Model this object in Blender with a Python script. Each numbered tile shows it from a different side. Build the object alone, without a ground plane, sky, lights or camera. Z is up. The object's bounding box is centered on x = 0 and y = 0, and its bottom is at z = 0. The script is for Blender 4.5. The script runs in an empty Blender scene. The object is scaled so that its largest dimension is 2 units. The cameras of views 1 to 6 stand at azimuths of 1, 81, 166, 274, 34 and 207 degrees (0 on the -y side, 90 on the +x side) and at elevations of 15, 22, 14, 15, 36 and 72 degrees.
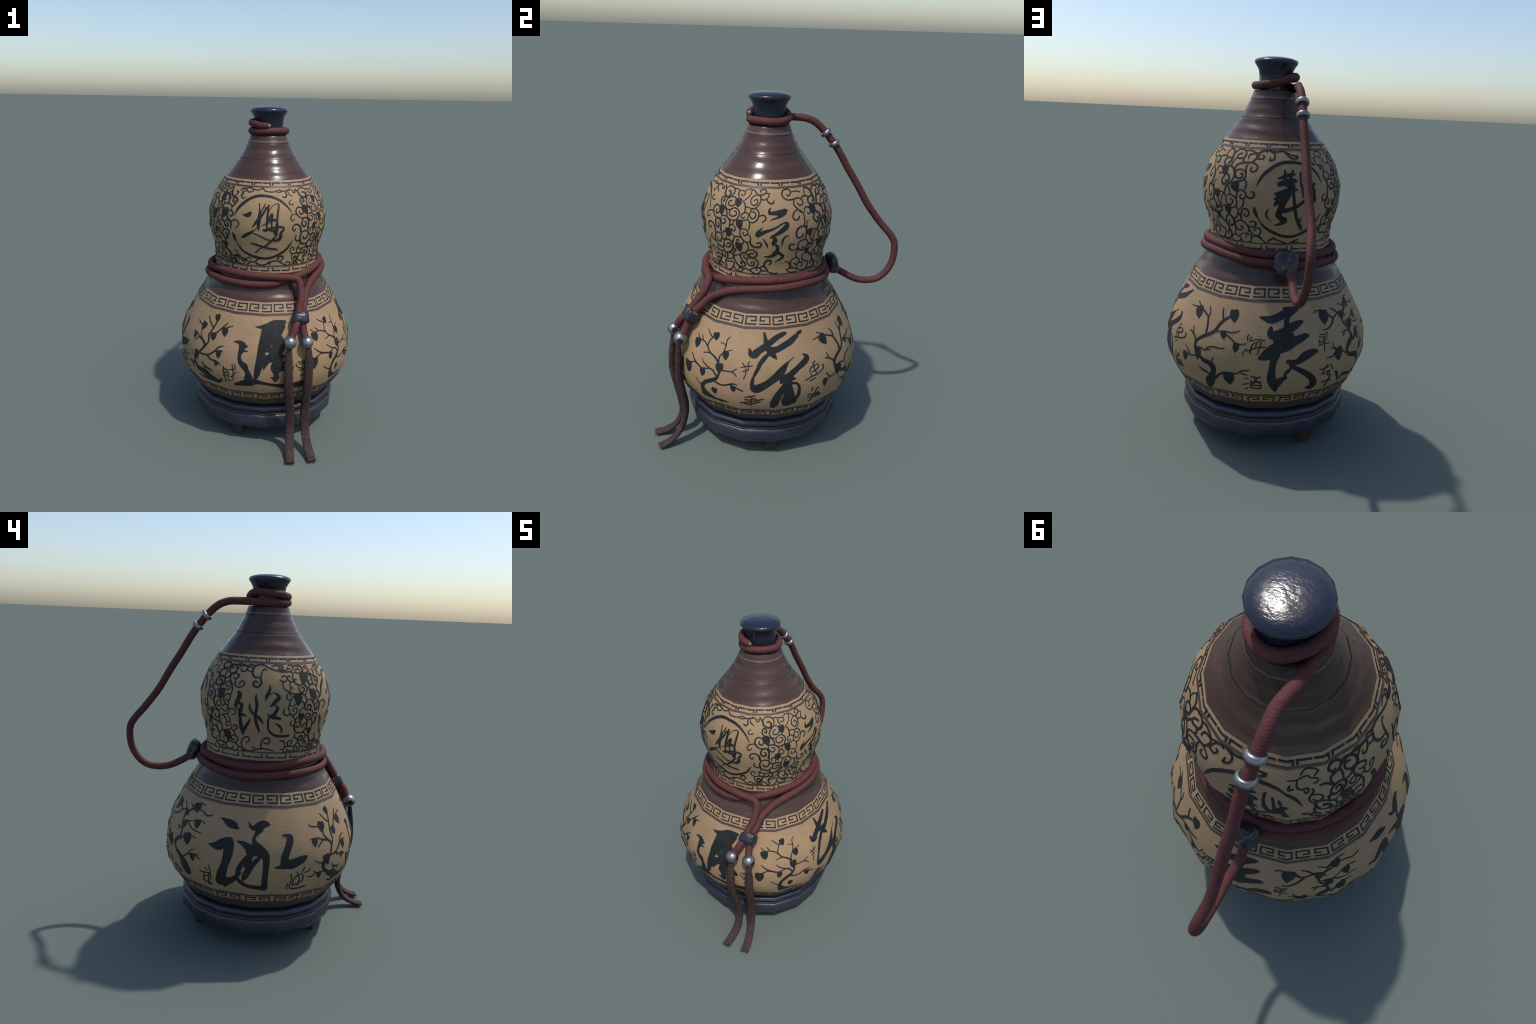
# Double-gourd stoneware bottle with brush-painted ink decoration, a knotted red cord,
# lapis toggles, steel beads, braided strap tails and a blue lacquered stand.
import bpy, math, random
from math import sin, cos, pi, radians, degrees, sqrt, atan2, hypot
from mathutils import Vector

random.seed(7)
SIDES = 16                      # the turned body is a sixteen-sided loft
SEG = 2 * pi / SIDES
AXIS = Vector((0.001, -0.046, 0.0))

# ------------------------------------------------------------------ scene tree
bottle = bpy.data.objects.new("gourd_bottle", None)
bpy.context.scene.collection.objects.link(bottle)
bottle.location = AXIS
bottle["label"] = "double-gourd bottle with ink painting, red cord and blue stopper"
bottle["category"] = "gourd bottle"


def add_mesh(name, verts, faces, mat, parent=bottle, normals=None, smooth=True):
    me = bpy.data.meshes.new(name)
    me.from_pydata([tuple(v) for v in verts], [], faces)
    me.polygons.foreach_set("use_smooth", [smooth] * len(me.polygons))
    me.update()
    if normals:
        me.normals_split_custom_set_from_vertices([tuple(n) for n in normals])
    me.materials.append(mat)
    ob = bpy.data.objects.new(name, me)
    bpy.context.scene.collection.objects.link(ob)
    ob.parent = parent
    return ob


# ------------------------------------------------------------------ materials
class Nodes:
    def __init__(self, name):
        self.mat = bpy.data.materials.new(name)
        self.mat.use_nodes = True
        self.nt = self.mat.node_tree
        self.bsdf = next(n for n in self.nt.nodes if n.type == 'BSDF_PRINCIPLED')
        self.co = self.new('ShaderNodeTexCoord').outputs['Object']

    def new(self, t, **kw):
        n = self.nt.nodes.new(t)
        for k, v in kw.items():
            setattr(n, k, v)
        return n

    def put(self, sock, v):
        if isinstance(v, bpy.types.NodeSocket):
            self.nt.links.new(v, sock)
        elif v is not None:
            sock.default_value = v

    def math(self, op, a, b=None, c=None, clamp=False):
        n = self.new('ShaderNodeMath', operation=op, use_clamp=clamp)
        for i, v in enumerate((a, b, c)):
            if v is not None:
                self.put(n.inputs[i], v)
        return n.outputs[0]

    def noise(self, scale, detail=3.0, rough=0.55, vec=None, stretch=None, dist=0.0):
        v = vec or self.co
        if stretch:
            m = self.new('ShaderNodeMapping')
            m.inputs['Scale'].default_value = stretch
            self.put(m.inputs['Vector'], v)
            v = m.outputs[0]
        n = self.new('ShaderNodeTexNoise')
        n.inputs['Scale'].default_value = scale
        n.inputs['Detail'].default_value = detail
        n.inputs['Roughness'].default_value = rough
        n.inputs['Distortion'].default_value = dist
        self.put(n.inputs['Vector'], v)
        return n.outputs['Fac']

    def ramp(self, fac, stops, mode='LINEAR'):
        n = self.new('ShaderNodeValToRGB')
        n.color_ramp.interpolation = mode
        e = n.color_ramp.elements
        while len(e) < len(stops):
            e.new(0.5)
        for el, (p, c) in zip(e, stops):
            el.position = p
            el.color = (*c, 1) if hasattr(c, '__len__') else (c, c, c, 1)
        self.put(n.inputs[0], fac)
        return n.outputs[0]

    def mix(self, fac, a, b, blend='MIX'):
        n = self.new('ShaderNodeMix', data_type='RGBA', blend_type=blend)
        self.put(n.inputs[0], fac)
        for i, v in ((6, a), (7, b)):
            self.put(n.inputs[i], v if isinstance(v, bpy.types.NodeSocket) else (*v, 1))
        return n.outputs[2]

    def xyz(self):
        n = self.new('ShaderNodeSeparateXYZ')
        self.put(n.inputs[0], self.co)
        return n.outputs

    def bump(self, height, strength=0.3, dist=0.002, chain=None):
        n = self.new('ShaderNodeBump')
        n.inputs['Strength'].default_value = strength
        n.inputs['Distance'].default_value = dist
        self.put(n.inputs['Height'], height)
        if chain:
            self.put(n.inputs['Normal'], chain)
        return n.outputs[0]

    def done(self, color=None, rough=None, normal=None, metal=None, coat=None, spec=None, coat_rough=None):
        i = self.bsdf.inputs
        if color is not None:
            self.put(i['Base Color'], color if isinstance(color, bpy.types.NodeSocket) else (*color, 1))
        if rough is not None:
            self.put(i['Roughness'], rough)
        if normal is not None:
            self.put(i['Normal'], normal)
        if metal is not None:
            self.put(i['Metallic'], metal)
        if spec is not None:
            self.put(i['Specular IOR Level'], spec)
        if coat is not None:
            self.put(i['Coat Weight'], coat)
            self.put(i['Coat Roughness'], coat_rough or 0.15)
        return self.mat


def wrapped_coords(n):
    """Cylinder coordinates (arc, height) around the bottle axis, for cloth-like grain."""
    x, y, z = n.xyz()[:3]
    ang = n.math('ARCTAN2', y, x)
    c = n.new('ShaderNodeCombineXYZ')
    n.put(c.inputs[0], n.math('MULTIPLY', ang, 0.45))
    n.put(c.inputs[1], z)
    return c.outputs[0], z


def weave_bump(n, strength=0.35):
    """Slightly wobbling square weave, as if canvas had been pressed in the slip."""
    vec, z = wrapped_coords(n)
    wob = n.new('ShaderNodeTexNoise')
    wob.inputs['Scale'].default_value = 7.0
    wob.inputs['Detail'].default_value = 2.0
    n.put(wob.inputs['Vector'], n.co)
    add = n.new('ShaderNodeMix', data_type='VECTOR')
    add.inputs[0].default_value = 0.045
    n.put(add.inputs[4], vec)
    n.put(add.inputs[5], wob.outputs['Color'])
    br = n.new('ShaderNodeTexBrick', offset=0.0, squash=1.0)
    br.inputs['Scale'].default_value = 1.0
    br.inputs['Brick Width'].default_value = 0.024
    br.inputs['Row Height'].default_value = 0.024
    br.inputs['Mortar Size'].default_value = 0.0016
    br.inputs['Mortar Smooth'].default_value = 1.0
    n.put(br.inputs['Vector'], add.outputs[1])
    grid = br.outputs['Fac']
    patch = n.ramp(n.noise(5.0, 2.0), [(0.35, 0.25), (0.65, 1.0)])
    b1 = n.bump(n.math('MULTIPLY', grid, patch), strength, 0.0025)
    fine = n.new('ShaderNodeTexBrick', offset=0.0)
    fine.inputs['Scale'].default_value = 1.0
    fine.inputs['Brick Width'].default_value = 0.0045
    fine.inputs['Row Height'].default_value = 0.0045
    fine.inputs['Mortar Size'].default_value = 0.001
    fine.inputs['Mortar Smooth'].default_value = 1.0
    n.put(fine.inputs['Vector'], add.outputs[1])
    b2 = n.bump(fine.outputs['Fac'], 0.12, 0.001, b1)
    return n.bump(n.noise(60.0, 4.0), 0.10, 0.002, b2), fine.outputs['Fac'], grid


def slip_material():
    n = Nodes("tan_slip")
    nor, fine, grid = weave_bump(n)
    base = n.mix(n.ramp(n.noise(4.5, 3.0), [(0.38, 0.0), (0.62, 1.0)]), TAN_PINK, TAN_YELLOW)
    cloud = n.ramp(n.noise(9.0, 5.0, 0.65), [(0.42, 0.0), (0.72, 1.0)])
    base = n.mix(n.math('MULTIPLY', cloud, 0.45), base, TAN_GREY)
    base = n.mix(n.math('MULTIPLY', fine, 0.12), base, (0.20, 0.125, 0.066))
    speck = n.ramp(n.noise(150.0, 2.0), [(0.68, 0.0), (0.74, 1.0)])
    base = n.mix(n.math('MULTIPLY', speck, 0.35), base, (0.13, 0.09, 0.06))
    rough = n.ramp(n.noise(12.0, 3.0), [(0.3, 0.52), (0.7, 0.66)])
    return n.done(base, rough, nor, spec=0.35)


def glaze_material():
    n = Nodes("brown_glaze")
    z = n.xyz()[2]
    streak = n.noise(2.2, 4.0, 0.6, stretch=(3, 3, 22))
    base = n.ramp(streak, [(0.3, GLAZE_DARK), (0.55, GLAZE_MID), (0.75, GLAZE_RED)])
    drip = n.ramp(n.noise(3.5, 3.0, 0.6, stretch=(4, 4, 0.6)), [(0.60, 0.0), (0.72, 1.0)])
    base = n.mix(n.math('MULTIPLY', drip, 0.45), base, (0.062, 0.034, 0.018))
    ring = n.math('SINE', n.math('MULTIPLY', n.math('ADD', z, n.math('MULTIPLY', n.noise(3.0, 2.0), 0.035)), 130.0))
    b = n.bump(ring, 0.22, 0.004)
    b = n.bump(n.noise(7.0, 3.0, 0.5, stretch=(1, 1, 2.5)), 0.22, 0.008, b)
    b = n.bump(n.noise(75.0, 3.0), 0.07, 0.002, b)
    rough = n.ramp(n.noise(14.0, 4.0, 0.6, stretch=(1, 1, 3)), [(0.35, 0.20), (0.7, 0.34)])
    return n.done(base, rough, b, spec=0.36)


def foot_band_material():
    n = Nodes("raw_clay_band")
    base = n.ramp(n.noise(30.0, 5.0, 0.7), [(0.3, (0.040, 0.028, 0.020)), (0.6, (0.064, 0.044, 0.031)), (0.8, (0.048, 0.028, 0.019))])
    return n.done(base, 0.75, n.bump(n.noise(90.0, 4.0), 0.3, 0.002))


def ink_material():
    n = Nodes("black_ink")
    nor, fine, grid = weave_bump(n, 0.30)
    base = n.ramp(n.noise(18.0, 4.0), [(0.3, INK), (0.75, INK_LIGHT)])
    return n.done(base, 0.55, nor, spec=0.22)


def plain(name, dark, light, rough, scale=25.0, bump=0.15, spec=0.5, metal=None):
    n = Nodes(name)
    base = n.ramp(n.noise(scale, 4.0, 0.6), [(0.3, dark), (0.7, light)])
    return n.done(base, rough, n.bump(n.noise(scale * 3, 4.0), bump, 0.002), metal=metal, spec=spec)


def lacquer_material(name, wear, rough, tones):
    n = Nodes(name)
    base = n.ramp(n.noise(6.0, 4.0, 0.6), [(0.3, tones[0]), (0.6, tones[1]), (0.8, tones[2])])
    if wear:
        geo = n.new('ShaderNodeNewGeometry')
        edge = n.ramp(geo.outputs['Pointiness'], [(0.53, 0.0), (0.60, 1.0)])
        scuff = n.ramp(n.noise(28.0, 5.0, 0.7), [(0.42, 0.0), (0.60, 1.0)])
        base = n.mix(n.math('MULTIPLY', n.math('MULTIPLY', edge, scuff), 0.7), base, (0.075, 0.070, 0.070))
        z = n.xyz()[2]
        hem = n.math('ADD', z, n.math('MULTIPLY', n.noise(40.0, 4.0), 0.03))
        rub = n.ramp(n.math('MULTIPLY', n.math('SUBTRACT', 0.140, hem), 60.0, clamp=True), [(0.0, 0.0), (1.0, 1.0)])
        rub = n.math('MULTIPLY', rub, n.ramp(n.noise(9.0, 4.0, 0.6), [(0.46, 0.0), (0.58, 1.0)]))
        base = n.mix(n.math('MULTIPLY', rub, 0.6), base, (0.055, 0.054, 0.057))
    b = n.bump(n.noise(24.0, 3.0, 0.55, stretch=(1, 1.6, 1)), 0.34, 0.006)
    b = n.bump(n.noise(95.0, 3.0, 0.6, stretch=(0.6, 1.5, 1)), 0.30, 0.003, b)
    r = n.ramp(n.noise(10.0, 3.0), [(0.3, rough), (0.7, rough + 0.10)])
    return n.done(base, r, b, spec=0.55)


def cord_material():
    n = Nodes("red_cord")
    base = n.ramp(n.noise(55.0, 4.0, 0.6), [(0.3, CORD_DARK), (0.7, CORD_RED)])
    fibre = n.noise(420.0, 2.0)
    base = n.mix(n.math('MULTIPLY', n.ramp(fibre, [(0.5, 0.0), (0.75, 1.0)]), 0.35), base, (0.135, 0.052, 0.052))
    m = n.done(base, 0.72, n.bump(fibre, 0.25, 0.0012), spec=0.3)
    return m


def strap_material():
    n = Nodes("braided_strap")
    x, y, z = n.xyz()[:3]
    run = n.math('SUBTRACT', z, n.math('MULTIPLY', y, 0.8))
    zig = n.math('PINGPONG', n.math('ADD', x, n.math('MULTIPLY', n.noise(30.0, 2.0), 0.01)), 0.012)
    lane = n.math('SINE', n.math('MULTIPLY', n.math('ADD', run, n.math('MULTIPLY', zig, 1.4)), 420.0))
    strand = n.noise(95.0, 3.0, 0.7)
    base = n.ramp(strand, [(0.30, (0.016, 0.011, 0.010)), (0.46, (0.042, 0.027, 0.024)), (0.58, (0.062, 0.021, 0.021)), (0.72, (0.082, 0.062, 0.052))])
    light = n.math('MULTIPLY', n.ramp(lane, [(0.45, 0.0), (0.9, 1.0)]), n.ramp(n.noise(60.0, 2.0), [(0.42, 0.0), (0.6, 1.0)]))
    base = n.mix(n.math('MULTIPLY', light, 0.7), base, (0.105, 0.090, 0.080))
    b = n.bump(lane, 0.4, 0.003)
    return n.done(base, 0.8, n.bump(strand, 0.5, 0.003, b), spec=0.25)


def lapis_material():
    n = Nodes("lapis")
    base = n.ramp(n.noise(18.0, 4.0), [(0.3, (0.010, 0.012, 0.020)), (0.7, (0.020, 0.023, 0.038))])
    wob = n.new('ShaderNodeTexNoise')
    wob.inputs['Scale'].default_value = 30.0
    n.put(wob.inputs['Vector'], n.co)
    mixv = n.new('ShaderNodeMix', data_type='VECTOR')
    mixv.inputs[0].default_value = 0.03
    n.put(mixv.inputs[4], n.co)
    n.put(mixv.inputs[5], wob.outputs['Color'])
    v = n.new('ShaderNodeTexVoronoi', feature='DISTANCE_TO_EDGE')
    v.inputs['Scale'].default_value = 12.0
    n.put(v.inputs['Vector'], mixv.outputs[1])
    vein = n.ramp(v.outputs['Distance'], [(0.012, 1.0), (0.030, 0.0)])
    vein = n.math('MULTIPLY', vein, n.ramp(n.noise(22.0, 2.0), [(0.36, 0.0), (0.48, 1.0)]))
    base = n.mix(n.math('MULTIPLY', vein, 0.75), base, (0.20, 0.15, 0.06))
    return n.done(base, 0.34, n.bump(n.noise(25.0, 3.0), 0.15, 0.003), spec=0.5)


TAN_PINK, TAN_YELLOW, TAN_GREY = (0.335, 0.209, 0.124), (0.328, 0.225, 0.108), (0.205, 0.143, 0.092)
GLAZE_DARK, GLAZE_MID, GLAZE_RED = (0.047, 0.027, 0.021), (0.063, 0.034, 0.026), (0.090, 0.041, 0.030)
INK, INK_LIGHT = (0.012, 0.0135, 0.014), (0.022, 0.0235, 0.025)
CAP_BLUE = ((0.008, 0.010, 0.020), (0.013, 0.017, 0.036), (0.020, 0.021, 0.036))
STAND_BLUE = ((0.015, 0.017, 0.031), (0.026, 0.027, 0.048), (0.040, 0.033, 0.047))
CORD_DARK, CORD_RED = (0.066, 0.019, 0.018), (0.108, 0.031, 0.029)

M_SLIP = slip_material()
M_GLAZE = glaze_material()
M_CLAY = foot_band_material()
M_INK = ink_material()
M_LINE = plain("brown_line", (0.048, 0.028, 0.025), (0.072, 0.042, 0.038), 0.5)
M_GROOVE = plain("groove_brown", (0.024, 0.014, 0.008), (0.045, 0.028, 0.015), 0.4)
M_PINK = plain("pale_glaze_line", (0.095, 0.055, 0.048), (0.130, 0.078, 0.070), 0.32)
M_CAP = lacquer_material("blue_lacquer", False, 0.15, CAP_BLUE)
M_STAND = lacquer_material("blue_stand_lacquer", True, 0.34, STAND_BLUE)
M_DARK = plain("darker_navy_band", (0.008, 0.008, 0.012), (0.014, 0.014, 0.020), 0.5)  # very dark navy, darker than the rest of the stand, for the band in the groove between its two rings
M_CORD = cord_material()
M_STRAP = strap_material()
M_LAPIS = lapis_material()
M_STEEL = plain("worn_steel", (0.24, 0.24, 0.245), (0.34, 0.34, 0.345), 0.34, 14.0, 0.06, metal=0.92)
M_BRASS = plain("dull_brass", (0.17, 0.15, 0.11), (0.25, 0.22, 0.16), 0.38, 30.0, 0.1, metal=0.8)
M_HOLE = plain("bead_bore", (0.012, 0.008, 0.008), (0.02, 0.013, 0.012), 0.8)
M_WOOD = plain("dark_wood", (0.028, 0.018, 0.015), (0.052, 0.034, 0.027), 0.6, 40.0, 0.25)

# ------------------------------------------------------------------ body profile
# (corner radius, height) from the mouth down to the seat in the stand
PROFILE = [(0.088, 1.835), (0.108, 1.834), (0.1135, 1.829), (0.127, 1.788), (0.1735, 1.700), (0.263, 1.584),
           (0.328, 1.484), (0.366, 1.373), (0.361, 1.264), (0.330, 1.160), (0.325, 1.081),
           (0.332, 0.988), (0.379, 0.926), (0.436, 0.830), (0.516, 0.680), (0.549, 0.583),
           (0.552, 0.480), (0.542, 0.425), (0.506, 0.345), (0.455, 0.268), (0.400, 0.234)]


class Surface:
    """The faceted gourd surface, addressed by angle (radians) and arc length along the profile."""

    def __init__(self, prof):
        self.p = prof
        self.s = [0.0]
        for a, b in zip(prof, prof[1:]):
            self.s.append(self.s[-1] + hypot(b[0] - a[0], b[1] - a[1]))
        segn = []
        for a, b in zip(prof, prof[1:]):
            d = hypot(b[0] - a[0], b[1] - a[1])
            segn.append((-(b[1] - a[1]) / d, (b[0] - a[0]) / d))
        self.n = []
        for i in range(len(prof)):
            u, v = segn[max(i - 1, 0)], segn[min(i, len(segn) - 1)]
            m = hypot(u[0] + v[0], u[1] + v[1])
            self.n.append(((u[0] + v[0]) / m, (u[1] + v[1]) / m))

    @staticmethod
    def squareness(z):
        """The turned body is a touch fuller on its four diagonals."""
        return 0.0225 * min(1.0, max(0.0, (1.70 - z) / 0.25)) * (0.45 + 0.55 * min(1.0, max(0.0, (z - 0.26) / 0.26)))

    def at(self, s):
        s = min(max(s, 0.0), self.s[-1] - 1e-9)
        i = 0
        while self.s[i + 1] < s:
            i += 1
        t = (s - self.s[i]) / (self.s[i + 1] - self.s[i])
        L = lambda a, b: a + (b - a) * t
        nr, nz = L(self.n[i][0], self.n[i + 1][0]), L(self.n[i][1], self.n[i + 1][1])
        m = hypot(nr, nz)
        return L(self.p[i][0], self.p[i + 1][0]), L(self.p[i][1], self.p[i + 1][1]), nr / m, nz / m

    def s_of_z(self, z):
        for i in range(2, len(self.p) - 1):
            if self.p[i][1] >= z >= self.p[i + 1][1]:
                return self.s[i] + (self.p[i][1] - z) / (self.p[i][1] - self.p[i + 1][1]) * (self.s[i + 1] - self.s[i])
        return self.s[-1]

    def point(self, th, s, off=0.0):
        R, z, nr, nz = self.at(s)
        k = math.floor(th / SEG + 1e-9)
        a0, a1 = k * SEG, (k + 1) * SEG
        e = self.squareness(z) / 2
        r0, r1 = R * (1 + e * (1 - cos(4 * a0))), R * (1 + e * (1 - cos(4 * a1)))
        t = r0 * sin(th - a0) / (r0 * sin(th - a0) + r1 * sin(a1 - th))
        x = r0 * cos(a0) * (1 - t) + r1 * cos(a1) * t
        y = r0 * sin(a0) * (1 - t) + r1 * sin(a1) * t
        nx, ny = cos(a0) * (1 - t) + cos(a1) * t, sin(a0) * (1 - t) + sin(a1) * t
        m = hypot(nx, ny)
        N = Vector((nx / m * nr, ny / m * nr, nz))
        return Vector((x, y, z)) + N * off, N


BODY = Surface(PROFILE)


def loft_band(name, surf, s0, s1, mat, parent=bottle, per_side=4, step=0.03):
    """One coat of the body between two heights; neighbours share border vertices and normals."""
    rows = sorted({s0, s1} | {s for s in surf.s if s0 < s < s1})
    fine = [rows[0]]
    for a, b in zip(rows, rows[1:]):
        k = max(1, int((b - a) / step))
        fine += [a + (b - a) * (j + 1) / k for j in range(k)]
    cols = SIDES * per_side
    V, N, F = [], [], []
    for s in fine:
        for c in range(cols):
            k, f = divmod(c, per_side)
            p0, _ = surf.point(k * SEG + 1e-7, s)
            p1, _ = surf.point((k + 1) * SEG - 1e-7, s)
            q = p0.lerp(p1, f / per_side)
            p, n = surf.point(atan2(q.y, q.x), s)
            V.append(p)
            N.append(n)
    for i in range(len(fine) - 1):
        for c in range(cols):
            d = (c + 1) % cols
            F.append((i * cols + c, (i + 1) * cols + c, (i + 1) * cols + d, i * cols + d))
    return add_mesh(name, V, F, mat, parent, N)


Z_NECK, Z_SHOULDER, Z_WAIST, Z_FOOT = 1.590, 1.052, 0.896, 0.324
sN, sS, sW, sF = (BODY.s_of_z(z) for z in (Z_NECK, Z_SHOULDER, Z_WAIST, Z_FOOT))
neck = loft_band("neck", BODY, 0.0, sN, M_GLAZE)
upper_bulb = loft_band("upper_bulb", BODY, sN, sS, M_SLIP)
waist = loft_band("waist", BODY, sS, sW, M_GLAZE)
lower_bulb = loft_band("lower_bulb", BODY, sW, sF, M_SLIP)
foot_band = loft_band("foot_band", BODY, sF, BODY.s[-1], M_CLAY)


# ------------------------------------------------------------------ brush painting
def spline(pts, step):
    """Catmull-Rom through control points of any dimension, resampled by the first two."""
    if len(pts) == 2:
        ctrl = [pts[0], pts[0], pts[1], pts[1]]
    else:
        ext = lambda a, b: tuple(2 * x - y for x, y in zip(a, b))
        ctrl = [ext(pts[0], pts[1])] + list(pts) + [ext(pts[-1], pts[-2])]
    out = []
    for i in range(1, len(ctrl) - 2):
        a, b, c, d = ctrl[i - 1:i + 3]
        n = max(2, int(hypot(c[0] - b[0], c[1] - b[1]) / step) + 1)
        for j in range(n):
            t = j / n
            if len(pts) == 2:
                out.append(tuple(y + (z - y) * t for y, z in zip(b, c)))
            else:
                out.append(tuple(0.5 * (2 * q + (r - p) * t + (2 * p - 5 * q + 4 * r - s) * t * t + (3 * q - p - 3 * r + s) * t ** 3)
                                 for p, q, r, s in zip(a, b, c, d)))
    out.append(tuple(ctrl[-2]))
    return out


class Painting:
    """Raised ink on the gourd: every stroke is a thin solid ribbon that follows the facets."""
    layer = 0

    def __init__(self):
        self.V, self.N, self.F = [], [], []

    def put(self, th, s, off):
        p, n = BODY.point(th, s, off)
        self.V.append(p)
        self.N.append(n)
        return len(self.V) - 1

    def strip(self, rows):
        """rows: list of cross rows, each a list of (theta, s); builds the top and the skirts."""
        Painting.layer += 1
        off = 0.0009 + (Painting.layer % 19) * 0.00004
        n = len(rows[0])
        drift = 0.00025 / max(1, len(rows))
        idx = [[self.put(a, s, off + i * drift) for a, s in r] for i, r in enumerate(rows)]
        for r0, r1 in zip(idx, idx[1:]):
            for j in range(n - 1):
                self.F.append((r0[j], r0[j + 1], r1[j + 1], r1[j]))
        ring = [r[0] for r in idx] + idx[-1][1:] + [r[-1] for r in idx[::-1]][1:] + idx[0][::-1][1:-1]
        flat = [rows[i][0] for i in range(len(rows))] + rows[-1][1:] + [r[-1] for r in rows[::-1]][1:] + rows[0][::-1][1:-1]
        low = [self.put(a, s, -0.0006) for a, s in flat]
        m = len(ring)
        for i in range(m):
            j = (i + 1) % m
            self.F.append((ring[i], low[i], low[j], ring[j]))

    def stroke(self, *pts, cap=True):
        """Brush stroke; pts are (angle in degrees, height, width in millimetres)."""
        R = BODY.at(BODY.s_of_z(pts[0][1]))[0] * 0.985
        th0 = radians(pts[0][0])
        ctrl = [((radians(a) - th0) * R, BODY.s_of_z(z), w * 0.0005 * (0.88 if w < 9 else 0.97)) for a, z, w in pts]
        w_max = max(c[2] for c in ctrl)
        line = spline(ctrl, 0.0035 if w_max < 0.006 else 0.006)
        line = [(u, s, max(h, 0.0004)) for u, s, h in line]
        # rounded brush ends
        def tip(p, q):
            d = hypot(p[0] - q[0], p[1] - q[1]) or 1.0
            ux, uy = (p[0] - q[0]) / d, (p[1] - q[1]) / d
            return [(p[0] + ux * p[2] * sin(f), p[1] + uy * p[2] * sin(f), p[2] * cos(f)) for f in (0.5, 0.95, 1.3, 1.5)]
        if cap:
            line = tip(line[0], line[1])[::-1] + line + tip(line[-1], line[-2])
        across = 2 + int(w_max / 0.006)
        rows = []
        for i, (u, s, h) in enumerate(line):
            p, q = line[max(i - 1, 0)], line[min(i + 1, len(line) - 1)]
            du, ds = q[0] - p[0], q[1] - p[1]
            m = hypot(du, ds) or 1.0
            nu, ns = -ds / m, du / m
            row = []
            for j in range(across + 1):
                k = (2 * j / across - 1) * h
                ss = s + ns * k
                row.append((th0 + (u + nu * k) / R, ss))
            rows.append(row)
        self.strip(rows)

    def vine(self, w, *pts):
        """Curling tendril of one width, thinner where it leaves the stem."""
        n = len(pts) - 1
        self.stroke(*[(a, z, w * (0.78 + 0.36 * sin(pi * min(1.0, 0.12 + i / n * 0.8)))) for i, (a, z) in enumerate(pts)])

    def leaf(self, top, tip, w):
        """Heart-shaped leaf from its stem end to its point."""
        R = BODY.at(BODY.s_of_z(top[1]))[0]
        du, dz = radians(tip[0] - top[0]) * R, tip[1] - top[1]
        m = hypot(du, dz) or 1.0
        nu, nz = -dz / m, du / m                                   # across the leaf
        for side in (-1, 1):                                       # two lobes meeting in a notch
            pts = []
            for t, shift, k in ((-0.02, 0.17, 0.14), (0.04, 0.19, 0.40), (0.16, 0.195, 0.57), (0.33, 0.195, 0.625),
                                (0.52, 0.19, 0.52), (0.70, 0.12, 0.38), (0.86, 0.05, 0.20), (1.0, 0.0, 0.03)):
                d = side * shift * w * 0.001
                pts.append((top[0] + (tip[0] - top[0]) * t + degrees(nu * d / R), top[1] + dz * t + nz * d, w * k))
            self.stroke(*pts, cap=False)

    def ring(self, z0, z1):
        s0, s1 = BODY.s_of_z(z0), BODY.s_of_z(z1)
        k = max(1, int(abs(s1 - s0) / 0.006))
        for g in range(SIDES):
            self.strip([[((g + t / 12) * SEG, s0 + (s1 - s0) * j / k) for j in range(k + 1)] for t in range(13)])

    def make(self, name, mat=None, parent=bottle):
        return add_mesh(name, self.V, self.F, mat or M_INK, parent, self.N)


def paint(name, motif, parent, leaf_name="painted_leaf"):
    """Paint one motif: its strokes become one object, its leaves child objects of that."""
    P = Painting()
    leaves = []
    if motif.__name__.endswith(('vine_top', 'vine_bottom', 'garland', '_vine')):
        motif(P.vine, lambda *a: leaves.append(a))
    else:
        motif(P.stroke, lambda *a: leaves.append(a))
    ob = P.make(name, parent=parent)
    for a in leaves:
        L = Painting()
        L.leaf(*a)
        L.make(leaf_name, parent=ob)
    return ob


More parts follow.
